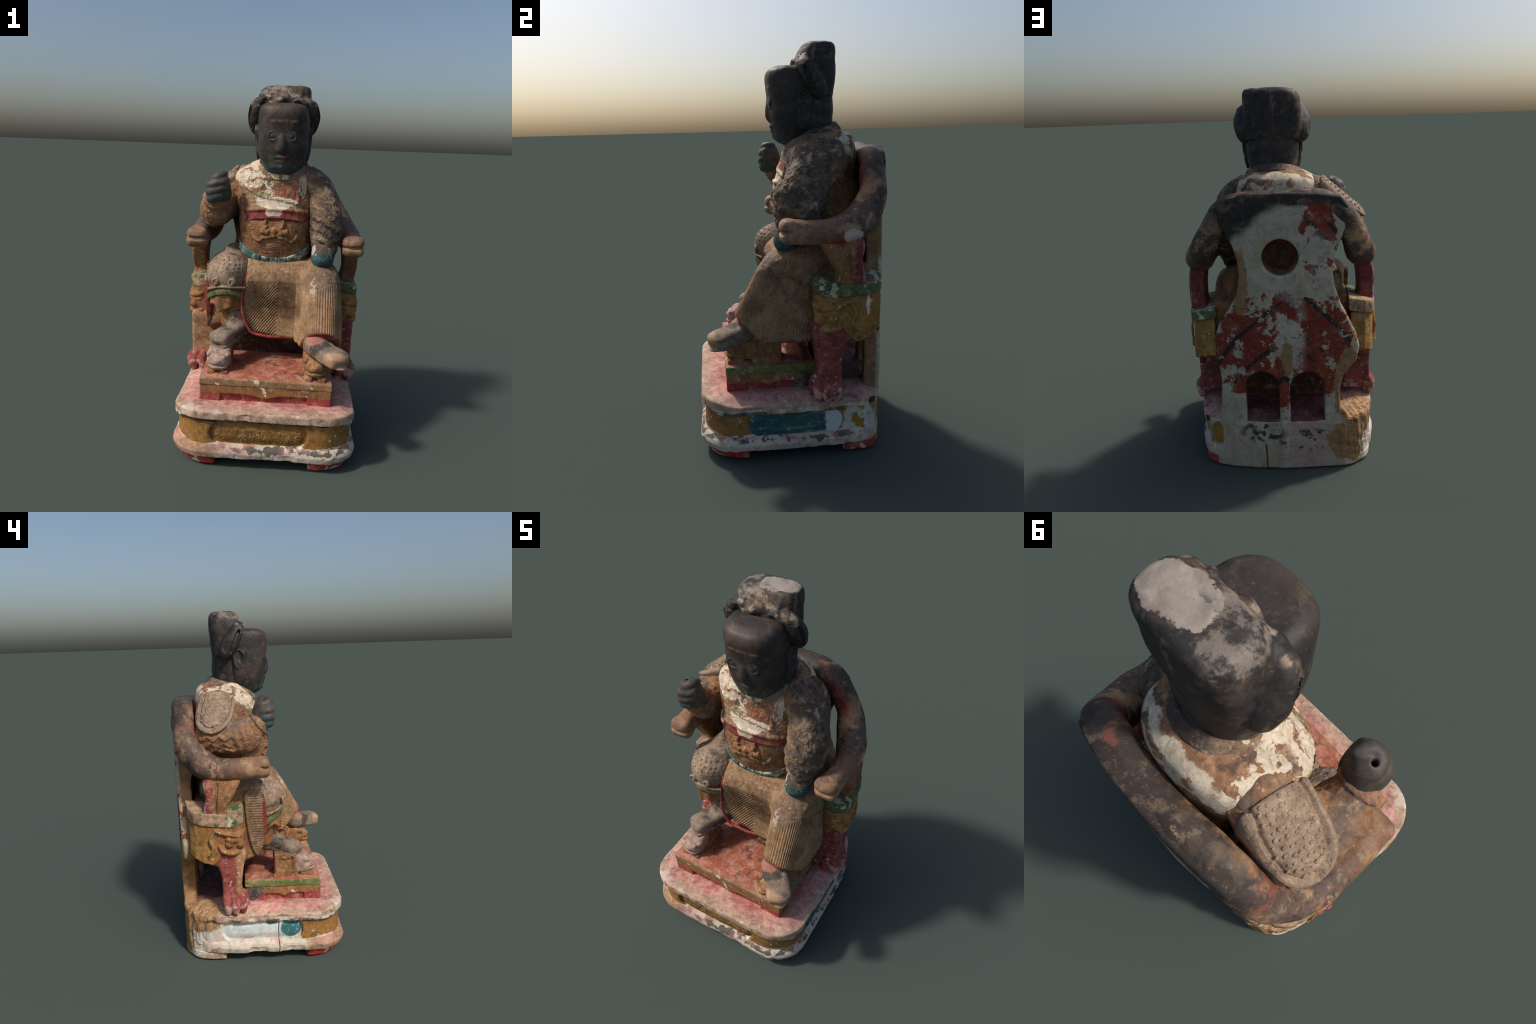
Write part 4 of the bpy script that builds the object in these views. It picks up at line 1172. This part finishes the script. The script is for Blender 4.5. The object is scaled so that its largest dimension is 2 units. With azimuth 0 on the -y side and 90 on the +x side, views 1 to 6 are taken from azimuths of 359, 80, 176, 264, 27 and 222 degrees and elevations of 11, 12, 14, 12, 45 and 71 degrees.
for yy in np.arange(.14, .34, .019):
    for j, zz in enumerate(np.arange(1.36, 1.58, .019)):
        y_, z_ = yy + (j % 2) * .010 + random.uniform(-.003, .003), zz + random.uniform(-.003, .003)
        if float(poly2(np.array([y_]), np.array([z_]), gshape)[0]) > -.03: continue
        if z_ > 1.55: continue
        k = np.argmin((co[:, 1] - y_) ** 2 + (co[:, 2] - z_) ** 2 + .025 * (co[:, 0] + .45) ** 2)
        if co[k, 0] > -.225: continue
        pts.append((co[k].astype(float), np.array([-.8, .05, .25 + (z_ - 1.36) * 3]), random.uniform(.8, 1.25)))
stud_cloud('shoulder_stud', pts, .0068, M['guard_paint'], guard_o)

# raised fist
F = Field((-.42, -.13, 1.29), (-.23, .07, 1.55), 0.003)
F.add(ell((-.320, -.028, 1.430), (.054, .052, .078)))
F.add(cap((-.33, -.002, 1.36), (-.322, -.03, 1.40), .055, .054), .03)
for zz, xl, xr, dy in ((1.482, -.352, -.292, .010), (1.449, -.368, -.280, .0), (1.413, -.372, -.278, -.001), (1.378, -.366, -.284, .004)):      # four curled fingers, slightly slanted
    F.tube([(xr + .008, -.030 + dy, zz + .016, .015), (xr - .012, -.070 + dy, zz + .010, .0185), (xl + .016, -.070 + dy, zz - .008, .0195), (xl, -.032 + dy, zz - .014, .016)], 14, .014)
F.tube([(-.268, -.010, 1.372, .016), (-.264, -.044, 1.40, .017), (-.268, -.062, 1.44, .016), (-.276, -.062, 1.474, .013)], 12, .007)       # thumb
F.cut(cap((-.338, -.034, 1.53), (-.335, -.034, 1.44), .010, .009), .006)
part('hand', F, M['hand_paint'], root, (0.001, 20))

# ---- head
F = Field((-.16, -.12, 1.47), (.21, .28, 1.92), 0.0035)
F.add(loft([(1.497, .022, .08, 0.038, .060, .10), (1.512, .022, .08, 0.073, .092, .13), (1.536, .023, .08, 0.097, .121, .15), (1.565, .024, .08, 0.117, .130, .165), (1.60, .025, .08, 0.132, .139, .171), (1.66, .025, .08, 0.140, .152, .174),
            (1.72, .025, .08, 0.143, .157, .172), (1.80, .025, .08, 0.144, .165, .165), (1.845, .024, .08, 0.139, .167, .15), (1.872, .023, .08, 0.129, .155, .13), (1.890, .022, .08, 0.108, .120, .10)], 2.7))
face_y = lambda z: float(np.interp(z, [1.53, 1.595, 1.66, 1.72, 1.80], [-.040, -.058, -.072, -.077, -.085]))
for ex in (.070, -.031):                   # eyes: ball inside a raised ring
    F.add(ell((ex, face_y(1.715) + .009, 1.715), (.016, .0095, .015)), .006)
    F.tube([(ex + .026 * math.cos(t), face_y(1.715) + .004, 1.715 + .024 * math.sin(t), .0026) for t in np.linspace(0, 2 * math.pi, 11)], 22, .003)
F.tube([(.020, face_y(1.72) + .013, 1.715, .011), (.021, face_y(1.69) + .012, 1.685, .017), (.023, face_y(1.65) + .013, 1.648, .024)], 12, .016)
for s in (-1, 1): F.add(ell((.024 + s * .020, face_y(1.645) + .009, 1.640), (.014, .012, .010)), .008)
F.tube([(-.026, face_y(1.6) + .012, 1.602, .005), (.0, face_y(1.6) + .003, 1.604, .008), (.024, face_y(1.6), 1.600, .009), (.05, face_y(1.6) + .003, 1.603, .008), (.074, face_y(1.6) + .012, 1.602, .005)], 16, .006)
F.add(ell((.024, face_y(1.58) + .004, 1.581), (.030, .014, .012)), .008)
F.add(ell((.024, face_y(1.56) + .004, 1.558), (.014, .012, .018)), .008)
F.tube([(-.03, face_y(1.6) - .004, 1.592, .002), (.024, face_y(1.6) - .010, 1.590, .004), (.075, face_y(1.6) - .004, 1.592, .002)], 12, .003, cut=True)
head = part('head', F, M['head_paint'], root, (0.0026, 14), it=3)

for s, ex in ((-1, -.119), (1, .168)):
    F = Field((ex - .04, .02, 1.56), (ex + .04, .16, 1.80), 0.003)
    F.add(ell((ex, .088, 1.730), (.012, .040, .050)))
    F.add(ell((ex - s * .006, .084, 1.630), (.013, .036, .048)), .02)
    F.add(ell((ex, .090, 1.68), (.010, .034, .05)), .02)
    F.tube([(ex + s * .010, .065, 1.70, .005), (ex + s * .011, .060, 1.745, .006), (ex + s * .011, .090, 1.772, .006), (ex + s * .011, .118, 1.745, .006), (ex + s * .010, .112, 1.69, .006), (ex + s * .009, .09, 1.66, .004)], 22, .005)
    F.cut(ell((ex + s * .014, .084, 1.728), (.008, .014, .026)), .006)
    part('ear', F, M['head_paint'], head, (0.001, 20))

F = Field((-.21, .02, 1.70), (.25, .30, 2.02), 0.0035)
F.add(loft([(1.735, .024, .172, .146, .08, .078), (1.80, .020, .172, .150, .10, .087), (1.90, .019, .172, .151, .108, .093), (1.945, .022, .175, .149, .098, .090), (1.975, .028, .178, .140, .087, .082), (1.992, .033, .180, .124, .078, .066), (1.999, .035, .18, .105, .066, .05)], 3.0))
for s, bx in ((-1, -.132), (1, .174)):
    F.tube([(bx - s * .030, .085, 1.915, .016), (bx - s * .006, .092, 1.888, .027), (bx + s * .002, .108, 1.855, .036), (bx + s * .004, .132, 1.815, .042), (bx, .157, 1.773, .036), (bx - s * .006, .168, 1.750, .026)], 24, .018)
    F.tube([(bx + s * .022, .082, 1.885, .005), (bx + s * .040, .098, 1.845, .006), (bx + s * .044, .118, 1.79, .006), (bx + s * .030, .135, 1.755, .004)], 14, .008, cut=True)
    F.tube([(bx + s * .035, .135, 1.905, .006), (bx + s * .052, .160, 1.84, .007), (bx + s * .044, .188, 1.77, .006)], 14, .008, cut=True)
F.tube([(-.105 + .25 * t, .070 + .008 * math.sin(t * 11), 1.905 + .014 * math.sin(t * 17), .006) for t in np.linspace(0, 1, 24)], 50, .016)
part('hat', F, M['hat_paint'], root, (0.0035, 13), lambda V, N: -.003 + .0045 * fbm(V * [1, 1, 1.5], 26, 3, 61) * sstep(.12, .08, V[:, 1]) * sstep(1.86, 1.885, V[:, 2]))
